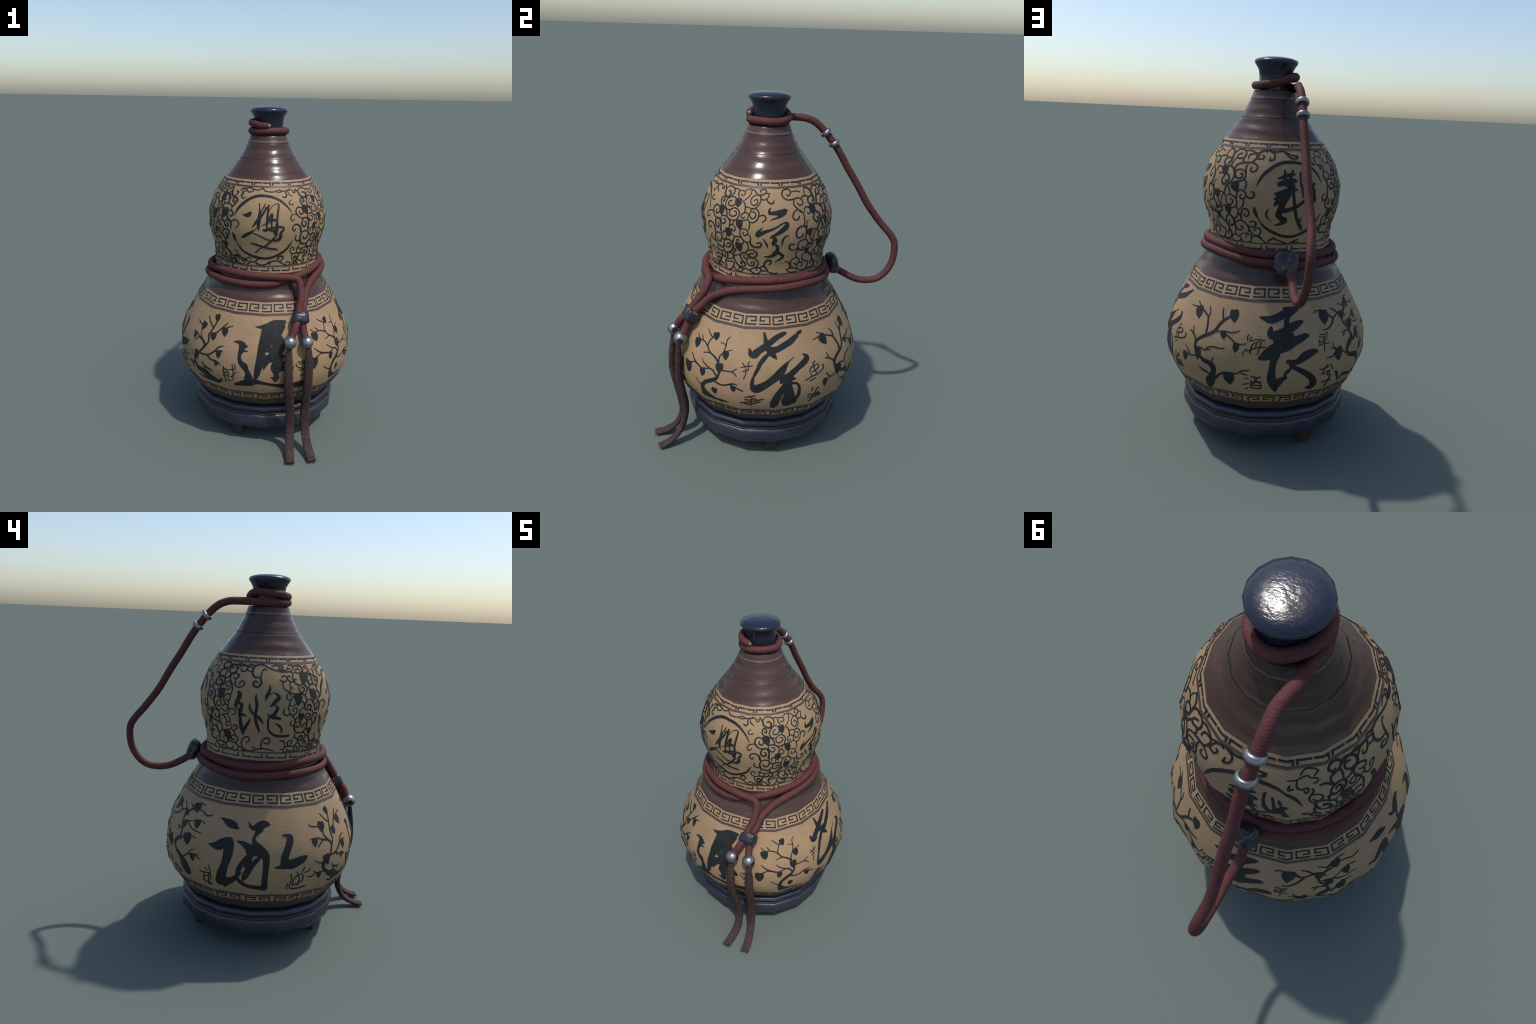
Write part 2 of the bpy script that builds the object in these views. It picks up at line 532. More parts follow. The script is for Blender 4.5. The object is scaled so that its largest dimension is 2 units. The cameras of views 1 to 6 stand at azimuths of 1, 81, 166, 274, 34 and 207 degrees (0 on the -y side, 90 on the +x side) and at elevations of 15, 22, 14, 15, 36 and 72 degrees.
def front_character(s, leaf):
    s((250.3, 0.681, 4.7), (251.9, 0.685, 14), (254.1, 0.682, 24.9), (256.5, 0.671, 32.5), (258.2, 0.664, 23.5), (259.6, 0.667, 5.8))
    s((256, 0.669, 39), (255.8, 0.644, 34.4), (254.9, 0.618, 21.5), (255, 0.596, 19.9), (255.9, 0.573, 27.2), (258.1, 0.553, 40.3), (259.4, 0.532, 28.6), (260.4, 0.511, 29.9), (261.1, 0.489, 38.9), (261.4, 0.469, 47.6))
    s((256, 0.638, 17.6), (258, 0.638, 11.7), (259.6, 0.638, 6.4))
    s((252.8, 0.428, 20), (255.3, 0.434, 32.5), (258.6, 0.444, 44.6), (261.9, 0.45, 47.3), (265.1, 0.459, 36.7), (268.9, 0.457, 23.1), (273.6, 0.445, 18.1), (278.4, 0.435, 22.2), (282.7, 0.427, 33.5), (288.2, 0.427, 38.4), (292.2, 0.433, 48.3), (295.2, 0.433, 43.3), (297.3, 0.431, 18.1))
    s((261, 0.479, 52.3), (262.6, 0.478, 27.8), (263.5, 0.481, 6.6))
    s((271.8, 0.757, 58.9), (270, 0.709, 46.9), (269, 0.666, 45.4), (268.3, 0.621, 42.7), (267.6, 0.576, 42.6), (266.6, 0.537, 34.7), (265.9, 0.504, 28), (264.9, 0.477, 14.7))
    s((263.7, 0.769, 4.1), (267.4, 0.769, 19.4), (270.3, 0.772, 32.3), (273.2, 0.774, 44), (276.2, 0.778, 55.9), (279.2, 0.777, 59), (281.8, 0.776, 56.1))
    s((276.9, 0.795, 22.4), (280.9, 0.795, 22.5), (285, 0.793, 21.3))
    s((281.2, 0.774, 67.1), (280.7, 0.77, 66.7), (279.6, 0.752, 63.9), (278.5, 0.729, 56.7), (279, 0.706, 67.2), (279.4, 0.685, 71.6), (279.5, 0.663, 68.6), (278.4, 0.647, 65.5), (277.4, 0.631, 68.4))
    s((272.5, 0.737, 67.8), (271.8, 0.713, 70.6), (271.7, 0.687, 70.5), (272.1, 0.666, 58.6), (273.9, 0.651, 32.1))
    s((269.8, 0.598, 43.6), (272.9, 0.605, 49.6), (276.4, 0.612, 49.6), (279.6, 0.613, 43.7), (282.5, 0.615, 23.3), (283.1, 0.615, 8.7))
    s((271.4, 0.581, 33.2), (270.7, 0.562, 18.1), (270, 0.539, 1.8))
    s((279, 0.587, 57), (278.3, 0.561, 73), (278, 0.536, 63.4), (277.9, 0.514, 34.6), (278, 0.491, 36.4), (277.6, 0.471, 22.2))
    s((274.6, 0.494, 3.1), (275.9, 0.486, 15.6), (277.5, 0.48, 26.5))
    s((279.5, 0.561, 65.5), (282.7, 0.559, 59.8), (285.2, 0.558, 47.3), (287.1, 0.551, 28), (288.3, 0.546, 9.3))

def right_character(s, leaf):
    s((351.6, 0.81, 12.1), (352.3, 0.786, 18.2), (353.1, 0.76, 28.7), (354.5, 0.733, 28.6), (356.6, 0.715, 33), (358.3, 0.7, 18), (359.1, 0.691, 6))
    s((342.5, 0.735, 9), (343.7, 0.712, 30), (345.8, 0.71, 44.8), (348.5, 0.727, 36), (351.6, 0.743, 36), (354.5, 0.76, 33), (356.8, 0.774, 30.1), (360.3, 0.793, 28.8), (364, 0.802, 24.4), (366.1, 0.806, 15.2))
    s((355.6, 0.731, 35.8), (359.5, 0.735, 32.9), (364.2, 0.749, 33.7), (368.7, 0.763, 34.1), (371.9, 0.779, 28.3), (373.5, 0.79, 15.8))
    s((14.3, 0.778, 7.8), (14.7, 0.795, 16.1), (16.4, 0.802, 20.3), (18.1, 0.809, 4.4))
    s((354.2, 0.712, 18), (351.8, 0.691, 24), (349.5, 0.665, 22.7), (348.3, 0.639, 19.6), (346.9, 0.615, 16.6), (346.2, 0.599, 10.9), (345.6, 0.583, 16.6), (345.5, 0.551, 23.2), (347.1, 0.53, 48.8), (349.3, 0.535, 48.5), (352.5, 0.553, 40.6), (355.9, 0.579, 38.4), (359.1, 0.604, 39.8), (361.8, 0.628, 42.5), (364.3, 0.653, 26.2), (366.6, 0.672, 8.2), (370.1, 0.689, 4.3))
    s((16, 0.697, 7.4), (17.8, 0.686, 25.6), (17.5, 0.669, 31.8), (15.1, 0.651, 33.1), (12, 0.633, 29.6), (9, 0.615, 32.8), (6.1, 0.598, 35.8), (3.7, 0.59, 43.7), (2.3, 0.584, 34.8), (1.7, 0.571, 18.1))
    s((6.1, 0.596, 30), (8.1, 0.584, 25), (9.6, 0.581, 13.3))
    s((6, 0.577, 49.6), (4.4, 0.545, 44.7), (2.5, 0.523, 43.3), (0.6, 0.499, 42.3), (-0.9, 0.465, 45.7), (-2, 0.431, 44.7), (-2.5, 0.41, 30.2))
    s((5.8, 0.556, 35.4), (6.4, 0.52, 46), (6.5, 0.491, 61.8), (6.3, 0.455, 82.6), (6.2, 0.435, 74.5))
    s((7.8, 0.554, 14.5), (10.6, 0.551, 13.3), (12.3, 0.531, 15.6), (12.5, 0.501, 19.1), (12, 0.472, 21.1), (10.6, 0.446, 22.4), (9.8, 0.431, 39.2))

def back_character(s, leaf):
    s((73.3, 0.762, 7.4), (76.5, 0.757, 24.8), (79.9, 0.752, 40.2), (83.7, 0.761, 40.2), (88, 0.778, 40.3), (92.1, 0.788, 40.3), (95.7, 0.794, 24.9), (97.1, 0.798, 12.5))
    s((88.4, 0.8, 20.7), (91.4, 0.799, 22.7), (94.9, 0.797, 22.1))
    s((91.2, 0.785, 47.8), (90, 0.772, 34.8), (89.1, 0.753, 25), (89.1, 0.728, 28.2), (88.7, 0.709, 37.4))
    s((80, 0.716, 18.5), (79.7, 0.695, 33.9), (81.4, 0.684, 45.7), (84.6, 0.69, 45.8), (88.2, 0.704, 42.9), (92, 0.719, 43.3), (95.8, 0.732, 34.2), (98.4, 0.739, 18.7))
    s((75.1, 0.583, 28.1), (77.7, 0.595, 52.3), (81.9, 0.621, 58), (85.2, 0.633, 61), (89.2, 0.645, 58.2), (92.9, 0.657, 47.3), (96.7, 0.667, 37.9), (99.9, 0.676, 28.1), (101, 0.675, 15.4))
    s((83.2, 0.661, 36.6), (86.6, 0.67, 60.9), (89.3, 0.679, 51.9), (91.2, 0.684, 30.7))
    s((82.6, 0.598, 46.1), (81.5, 0.567, 34.1), (81.2, 0.534, 32.5), (80.8, 0.501, 38.7), (81, 0.471, 44.8), (82.2, 0.437, 41), (83.2, 0.413, 25.4), (83.2, 0.4, 9.7))
    s((82.6, 0.441, 52.2), (84.8, 0.46, 40), (86.6, 0.475, 25), (88.2, 0.482, 16.2), (87.6, 0.496, 12.5), (88.7, 0.512, 17.9), (89.9, 0.522, 13.6), (90.6, 0.535, 11))
    s((89.1, 0.565, 22.9), (91.8, 0.559, 28.5), (94.7, 0.562, 34.3), (97.8, 0.581, 44.8), (101.6, 0.595, 38.9), (104.7, 0.6, 24.9), (105.6, 0.595, 9.5))
    s((90.5, 0.545, 18.5), (93.4, 0.527, 21.7), (97.1, 0.506, 28), (100.5, 0.484, 31.4), (103.2, 0.458, 34.9), (104.3, 0.43, 39.7), (103.5, 0.41, 40.6), (101.3, 0.407, 20))

def left_character(s, leaf):
    s((158.4, 0.764, 3.9), (161.5, 0.755, 22.4), (165, 0.743, 41.8), (167.6, 0.736, 36.1), (169.5, 0.727, 19.4), (171.1, 0.728, 3.9))
    s((154.1, 0.631, 4.5), (157.4, 0.632, 25), (160.4, 0.635, 52.8), (163.8, 0.655, 47.3), (166.3, 0.663, 41.5))
    s((166.2, 0.655, 51.8), (166.4, 0.626, 54.7), (166.3, 0.594, 48.8), (165.5, 0.559, 42.5), (164.5, 0.528, 39.8), (163.6, 0.496, 48.7), (163, 0.467, 49), (163.1, 0.447, 60.1), (164.9, 0.43, 44.3), (165, 0.415, 17.6))
    s((164.1, 0.452, 60.6), (167.2, 0.452, 43.9), (170.1, 0.468, 30.1), (172.2, 0.491, 22.3), (173.6, 0.508, 16.7))
    s((172.2, 0.491, 19.9), (173, 0.528, 26.5), (175.2, 0.567, 26.2), (177.7, 0.595, 27.7), (179.1, 0.615, 33.2))
    s((175.6, 0.471, 16.7), (176.4, 0.491, 33.3), (178.1, 0.523, 34.5), (180, 0.556, 30.8), (181.7, 0.573, 26.3), (183.9, 0.595, 19.4), (185.5, 0.607, 16.6))
    s((177.4, 0.549, 33.1), (179.3, 0.587, 16.7), (180, 0.608, 16.5))
    s((170.7, 0.667, 5.6), (174.3, 0.659, 25.1), (177.6, 0.644, 41.7), (180.7, 0.634, 43.8), (183.1, 0.631, 54.8))
    s((176.8, 0.759, 4.5), (177.8, 0.742, 16.7), (179.9, 0.735, 25), (182.8, 0.742, 44.3), (185.8, 0.752, 41.7), (188.2, 0.753, 28), (190, 0.75, 4.5))
    s((183.6, 0.73, 41.5), (181.8, 0.708, 20.7), (180.5, 0.688, 16.6), (181, 0.668, 26.2), (182.4, 0.647, 44), (184.9, 0.626, 46.7), (187.1, 0.605, 41.4), (187.8, 0.579, 31.9), (187.7, 0.549, 29.4), (187.6, 0.52, 26.7), (187.4, 0.49, 28.2), (187.3, 0.457, 28.4), (187.3, 0.43, 31.5), (187.1, 0.411, 15))
    s((187.3, 0.427, 34.7), (184.6, 0.426, 29), (180.7, 0.433, 22.6), (176.8, 0.439, 21.3), (174, 0.455, 21.1), (171.9, 0.475, 20.4))
    s((177.8, 0.624, 30.4), (180.8, 0.617, 30.1), (183.8, 0.617, 30.1))
    s((197.5, 0.703, 9.5), (199.4, 0.701, 16.8), (201.2, 0.696, 31.2), (201.2, 0.678, 35.6), (200.3, 0.652, 33.6), (199.1, 0.624, 33.6), (197.9, 0.597, 36.4), (197.8, 0.573, 41.8), (198.4, 0.558, 44.4))
    s((192.2, 0.543, 3.6), (194.7, 0.545, 16.5), (197.6, 0.552, 33.1), (200.7, 0.561, 51), (204.3, 0.569, 51.2), (207.7, 0.579, 41.7), (209.8, 0.587, 28.3), (210.5, 0.591, 15.4))

def wealth_mark(s, leaf):
    s((245, 0.533, 7.7), (245.3, 0.504, 7.9), (246.4, 0.454, 8.9))
    s((244.5, 0.511, 6.1), (247.2, 0.522, 7.7), (248.6, 0.494, 6.3), (248.4, 0.469, 6.1))
    s((245, 0.495, 6.2), (247.7, 0.504, 6.3))
    s((245, 0.476, 7.3), (247.7, 0.486, 6.3))
    s((249, 0.522, 6.3), (252.7, 0.529, 6.3))
    s((250.7, 0.555, 6.2), (251.4, 0.51, 6.1), (251.5, 0.458, 6.2))
    s((253.6, 0.513, 5.9), (251.7, 0.49, 5.9), (250.1, 0.477, 6.4))
    s((252, 0.557, 6.3), (252.9, 0.537, 6.3))
    s((245.9, 0.436, 6), (247.9, 0.453, 7.3), (249.9, 0.448, 7.6))

def hand_mark(s, leaf):
    s((291.1, 0.58, 6.4), (294.6, 0.582, 6.4))
    s((291.9, 0.568, 6.5), (296.3, 0.571, 7.1), (297.8, 0.571, 7))
    s((290, 0.57, 5.9), (290.4, 0.555, 5.9), (291.8, 0.545, 6.2), (293.5, 0.541, 6.4))
    s((295.2, 0.574, 7), (296, 0.546, 7.4), (296, 0.493, 7.6))
    s((291.8, 0.53, 6.5), (297, 0.532, 7))
    s((293, 0.497, 6.9), (296.2, 0.494, 6.9))

def well_mark(s, leaf):
    s((339.3, 0.668, 5.5), (341, 0.648, 5.5))
    s((338.8, 0.645, 5.5), (341.6, 0.651, 5.5), (345, 0.654, 5.5))
    s((343.2, 0.675, 5.4), (342.5, 0.66, 5.4), (343, 0.637, 5.4), (342.1, 0.63, 5.5), (339.9, 0.626, 5.5))
    s((341.2, 0.647, 5.4), (341.7, 0.628, 5.4), (341.4, 0.608, 5.4), (340.6, 0.588, 5.4))

def boat_mark(s, leaf):
    s((341.6, 0.475, 7.6), (344, 0.479, 7.1), (347.3, 0.488, 6.4))
    s((341.4, 0.458, 7.8), (344.6, 0.456, 7.7), (346.5, 0.468, 7.7), (348.5, 0.456, 7.4))
    s((338.8, 0.434, 7.8), (343.6, 0.441, 7.8), (347.8, 0.452, 7.7), (351.7, 0.465, 7.6))
    s((341.3, 0.437, 7), (342.3, 0.424, 9.6), (345.2, 0.428, 8), (350.1, 0.446, 7.7))
    s((344.3, 0.485, 5.7), (345.1, 0.459, 5.6), (344.8, 0.413, 5.6))

def field_mark(s, leaf):
    s((22.6, 0.654, 7), (21.5, 0.642, 6), (21.6, 0.627, 5.8), (22.7, 0.592, 6.8))
    s((20.5, 0.577, 5.5), (19.1, 0.598, 5.8), (19.4, 0.618, 6.1), (21.5, 0.63, 5.9), (24.3, 0.634, 5.5), (25.2, 0.62, 7.8), (23.5, 0.611, 6.9), (20.4, 0.602, 5.9))
    s((19.1, 0.549, 7), (22.2, 0.565, 7))
    s((16.3, 0.559, 7.9), (20.9, 0.579, 8), (26.3, 0.591, 7.9), (28.6, 0.604, 9), (28.3, 0.62, 8.6))

def rice_mark(s, leaf):
    s((20.8, 0.508, 6.7), (20.1, 0.484, 6.7))
    s((23.9, 0.501, 7.7), (24.6, 0.485, 7.8))
    s((23.1, 0.491, 9.7), (21.9, 0.464, 8.1), (20, 0.409, 10))
    s((18.1, 0.466, 8.1), (21.3, 0.459, 8.6), (24.8, 0.462, 10), (25.4, 0.448, 10), (23.1, 0.447, 10))
    s((18.5, 0.444, 8.5), (22.4, 0.441, 8.9), (27.2, 0.439, 10))

def sea_mark(s, leaf):
    s((69.5, 0.677, 6.1), (69.2, 0.657, 6.1), (71, 0.663, 6.1), (74, 0.666, 6.1), (76.7, 0.661, 6.1))
    s((74.7, 0.657, 6.1), (71.6, 0.651, 6.1), (70.2, 0.637, 6.1), (69.9, 0.622, 6.1), (69.5, 0.605, 6.1))
    s((69.7, 0.619, 6.1), (73.5, 0.63, 6.1), (77.3, 0.631, 6.1))
    s((74.9, 0.652, 6.1), (74.2, 0.631, 6.1), (73.5, 0.606, 6.1), (72.8, 0.6, 6.1))
    s((72.4, 0.648, 6.1), (72.1, 0.628, 6.1))
    s((68.2, 0.687, 5.2), (67.5, 0.677, 5.3), (67.7, 0.661, 5.2))
    s((67.6, 0.611, 5.2), (69.6, 0.619, 5.2), (71.9, 0.625, 5.2))
    s((65.9, 0.592, 5.5), (66.3, 0.61, 5.4), (67.8, 0.623, 5.2))
    s((69.2, 0.603, 5.2), (69.6, 0.626, 5.2), (70.3, 0.642, 5.2), (71.7, 0.652, 5.2))

def wine_mark(s, leaf):
    s((70.7, 0.487, 6.6), (73, 0.482, 6.7), (75.4, 0.482, 6.8))
    s((70.6, 0.466, 6.2), (70.6, 0.432, 6.2), (70.8, 0.424, 8.5), (75.2, 0.419, 9.2), (75.5, 0.451, 6.2), (74.3, 0.458, 7.6), (70.8, 0.451, 7.6))
    s((72.7, 0.484, 6.2), (72.5, 0.466, 6.3), (71.8, 0.447, 6.6))
    s((73.5, 0.482, 6.2), (73.3, 0.459, 6.4), (75, 0.451, 7.4))
    s((70.8, 0.438, 7.6), (74.9, 0.436, 7.6))
    s((67.6, 0.479, 6.1), (69.3, 0.475, 6.4))
    s((66.5, 0.441, 6.3), (69.2, 0.447, 6.5))
    s((67.6, 0.415, 8.1), (69.1, 0.422, 8))

def peace_mark(s, leaf):
    s((108.1, 0.675, 5.3), (110.2, 0.671, 5.4), (113.1, 0.678, 5.9))
    s((107.4, 0.665, 5.3), (109.7, 0.66, 5.4), (112.7, 0.664, 5.6))
    s((108.1, 0.651, 5.9), (107.2, 0.639, 6), (108.2, 0.636, 5.5), (112.1, 0.652, 5.6))
    s((106.9, 0.623, 5.5), (109.9, 0.63, 5.4), (113.3, 0.63, 5.4))
    s((110.4, 0.658, 6), (110.2, 0.63, 6.1), (109.7, 0.598, 6.1))

def grass_mark(s, leaf):
    s((107.3, 0.503, 6), (109.9, 0.503, 6.5), (111.5, 0.522, 6.7))
    s((109.9, 0.503, 6.6), (108.8, 0.473, 5.5), (111, 0.483, 6.5), (113.3, 0.49, 8.1))
    s((110.2, 0.504, 6.5), (114.1, 0.517, 5.8), (115.5, 0.488, 8.4))
    s((113.3, 0.489, 9.4), (111.7, 0.468, 6.3), (114.3, 0.461, 9.1), (113.3, 0.435, 10.6), (112.1, 0.395, 9.6))
    s((109.6, 0.425, 8.8), (111.8, 0.432, 7.6), (115, 0.43, 9.7))

def path_mark(s, leaf):
    s((201.5, 0.505, 5.6), (201.9, 0.48, 5.8), (201.3, 0.449, 6), (201.2, 0.432, 5.6), (202.4, 0.421, 8.7), (206.5, 0.415, 10.5), (210.9, 0.421, 10.5))
    s((200.3, 0.453, 6.2), (199.7, 0.436, 5.9), (200.1, 0.416, 5.7))
    s((202.6, 0.442, 7), (203.2, 0.478, 8.1), (205.4, 0.495, 7), (208.5, 0.497, 5.6), (208.9, 0.473, 7.8), (208.1, 0.454, 8.5), (202.6, 0.442, 7.8))
    s((205, 0.516, 6.3), (206.5, 0.475, 7.1), (206, 0.435, 7.9))
    s((209.7, 0.533, 7.3), (208.1, 0.509, 7.3))
    s((213.3, 0.524, 7.4), (212, 0.507, 7.2), (209.7, 0.506, 6.5))

def moon_mark(s, leaf):
    s((149.3, 0.471, 8.3), (152.8, 0.474, 7.9), (156.7, 0.482, 6.4))
    s((153.3, 0.502, 7.9), (154.3, 0.494, 7.9))
    s((155.6, 0.52, 7.9), (157.1, 0.491, 7.8), (157.2, 0.443, 8.1))
    s((152.8, 0.474, 8.2), (152, 0.429, 9.5), (154.4, 0.42, 10.4), (157.7, 0.416, 9.7))
    s((152.5, 0.45, 7.2), (156, 0.462, 7.1))
    s((155.8, 0.479, 8.4), (155.4, 0.405, 10.4))

def right_front_tree(s, leaf):
    s((331.3, 0.413, 4.9), (328, 0.413, 17.3), (323.6, 0.414, 19.8), (319.8, 0.422, 34.6), (317.4, 0.433, 44.5), (316.2, 0.455, 33.4), (315.7, 0.483, 23.6), (316.9, 0.509, 20.7), (319.5, 0.526, 23.6), (322.7, 0.543, 21.7), (324.6, 0.56, 16.3), (325.6, 0.578, 11.3), (326, 0.593, 11.7))
    s((326.9, 0.399, 4.9), (324.8, 0.41, 9.9))
    s((324.5, 0.569, 10.7), (322.2, 0.593, 9.1), (320, 0.601, 7.4), (317.3, 0.596, 7.3), (314.2, 0.593, 7.9), (310, 0.599, 9.5), (306.9, 0.611, 8.7), (303.9, 0.634, 5.3))
    s((320, 0.601, 7.2), (317.5, 0.612, 6.7), (315.3, 0.625, 6.2), (313.8, 0.639, 5.1))
    s((309.4, 0.602, 6.1), (306.3, 0.591, 5.5), (303.5, 0.579, 5.9))
    s((301.4, 0.577, 6.9), (300, 0.587, 4.4))
    s((324.6, 0.641, 10.4), (321.9, 0.664, 9.7), (318.4, 0.681, 8.8), (316.4, 0.697, 8.3), (315.4, 0.713, 8), (315.8, 0.736, 7.7), (317.1, 0.754, 7.5), (318.2, 0.762, 6.8))
    s((318.1, 0.679, 7.2), (316.1, 0.679, 6), (314, 0.672, 5.5))
    s((315.4, 0.708, 7.6), (312.5, 0.719, 8), (309.2, 0.72, 6), (306.5, 0.719, 6.6), (303.8, 0.738, 4.8))
    s((310, 0.724, 7.2), (307.9, 0.741, 4.8))
    s((316.8, 0.753, 6.4), (314.6, 0.766, 7.3), (311.5, 0.781, 4.5))
    s((324.5, 0.646, 9), (324.6, 0.673, 8.1), (326.4, 0.698, 7.5), (327.2, 0.727, 7.6), (327.2, 0.758, 7), (328.9, 0.774, 5.1))
    s((327, 0.731, 6.7), (325.4, 0.738, 5.5), (323.2, 0.738, 4.3))
    s((326.6, 0.701, 5.9), (329.5, 0.71, 5.4), (331.8, 0.718, 5.4))
    s((328, 0.608, 8.3), (330.6, 0.61, 7.2), (333.4, 0.614, 7), (334.8, 0.623, 5.9), (336.3, 0.634, 4.3))
    s((333.4, 0.612, 6.4), (335.4, 0.606, 6.5), (336.5, 0.596, 5.4))
    s((323.7, 0.532, 10), (326.6, 0.524, 9), (329.5, 0.527, 8.9), (333, 0.542, 9.2), (335.4, 0.55, 8.4), (337.3, 0.548, 5.4))
    s((333, 0.537, 9), (336.7, 0.53, 8.3), (340.4, 0.512, 6.8))
    s((315, 0.488, 7.9), (312.6, 0.495, 6.9), (310, 0.512, 4.9))
    leaf((305.7, 0.719), (306.7, 0.67), 46.2)
    leaf((318.7, 0.781), (319.8, 0.742), 34.6)
    leaf((328, 0.706), (328.6, 0.662), 36.9)
    leaf((303.2, 0.584), (303.1, 0.513), 47)
    leaf((315.7, 0.59), (315.4, 0.547), 34.9)
    leaf((325.4, 0.641), (325.8, 0.587), 45.1)
    leaf((323.2, 0.493), (323, 0.45), 35.2)
    leaf((334.7, 0.537), (335.1, 0.499), 32.1)
    leaf((302.8, 0.584), (302, 0.514), 53.9)
    s((304.6, 0.58, 7.7), (308.1, 0.597, 6), (313.3, 0.591, 5.8))

def right_back_tree(s, leaf):
    s((46.9, 0.392, 30.7), (48.3, 0.428, 47.5), (49.8, 0.459, 28.1), (50.5, 0.488, 26.5), (49.8, 0.509, 27.8), (48.1, 0.522, 24.1), (45.4, 0.53, 21.4), (42.7, 0.54, 18.7))
    s((37.9, 0.573, 16.6), (37.7, 0.603, 16.7), (39.8, 0.626, 16.8), (43, 0.646, 17), (46.5, 0.665, 15), (48.8, 0.682, 16.4), (50.3, 0.709, 15.9), (52.4, 0.732, 14.5), (55.3, 0.749, 11.2), (57.3, 0.757, 9.2))
    s((43.7, 0.651, 11.4), (43.6, 0.685, 12), (42.6, 0.715, 11.9), (41.1, 0.734, 9.9), (37.5, 0.746, 9.2), (33.4, 0.761, 8.2), (29.3, 0.78, 5.4))
    s((42.1, 0.728, 8.7), (42.3, 0.753, 8.6), (40.5, 0.775, 5))
    s((33.2, 0.763, 7.2), (29.1, 0.755, 6.3), (25, 0.754, 4.3))
    s((51.8, 0.734, 8.8), (50.5, 0.763, 8.2), (50.1, 0.784, 4.5))
    s((49, 0.677, 7.1), (51, 0.681, 6.5), (54, 0.685, 7), (57.6, 0.684, 7.6), (60.4, 0.688, 7.1), (62.8, 0.697, 4.2))
    s((54.7, 0.674, 7.2), (57.8, 0.661, 7.8), (61.2, 0.641, 7.7), (64, 0.638, 6.3), (67.2, 0.646, 4.6))
    s((37.6, 0.605, 10.5), (35.5, 0.629, 9.2), (31.2, 0.646, 5.6))
    s((34.5, 0.632, 8.2), (32.9, 0.669, 5.5))
    s((38.6, 0.58, 6.1), (42.3, 0.588, 7.2), (45.2, 0.586, 7), (46.8, 0.6, 7.1), (49.3, 0.607, 7), (52.7, 0.604, 7), (55.5, 0.608, 5.2))
    s((45.2, 0.586, 5.9), (48.4, 0.59, 4.7))
    s((38.3, 0.535, 6.8), (34.2, 0.525, 7.7), (30.5, 0.527, 6.9))
    s((33.7, 0.53, 8.4), (32, 0.548, 7.4), (30.4, 0.566, 5.3))
    s((49.1, 0.521, 8.9), (49.3, 0.537, 7.5), (50.1, 0.553, 5.5))
    s((48.9, 0.458, 11.4), (47.1, 0.471, 9.8), (44.8, 0.479, 11.9), (41.7, 0.487, 6.5))
    s((51.2, 0.444, 13.3), (53.5, 0.47, 12.5), (56.5, 0.487, 11.3), (60.2, 0.489, 8.9), (63.5, 0.496, 7.8), (65.7, 0.513, 7.2), (69.3, 0.518, 6.3))
    s((65.1, 0.504, 6.7), (67, 0.497, 6.6), (68.7, 0.495, 5))
    leaf((31.9, 0.761), (34.9, 0.707), 50.7)
    leaf((57.1, 0.783), (58.9, 0.727), 46.8)
    leaf((53.6, 0.683), (54.4, 0.648), 30)
    leaf((61.9, 0.642), (61.6, 0.596), 32.6)
    leaf((40.2, 0.586), (40.1, 0.517), 47.3)
    leaf((58.5, 0.492), (59.5, 0.424), 59.8)
    leaf((30, 0.532), (29.7, 0.481), 36.4)

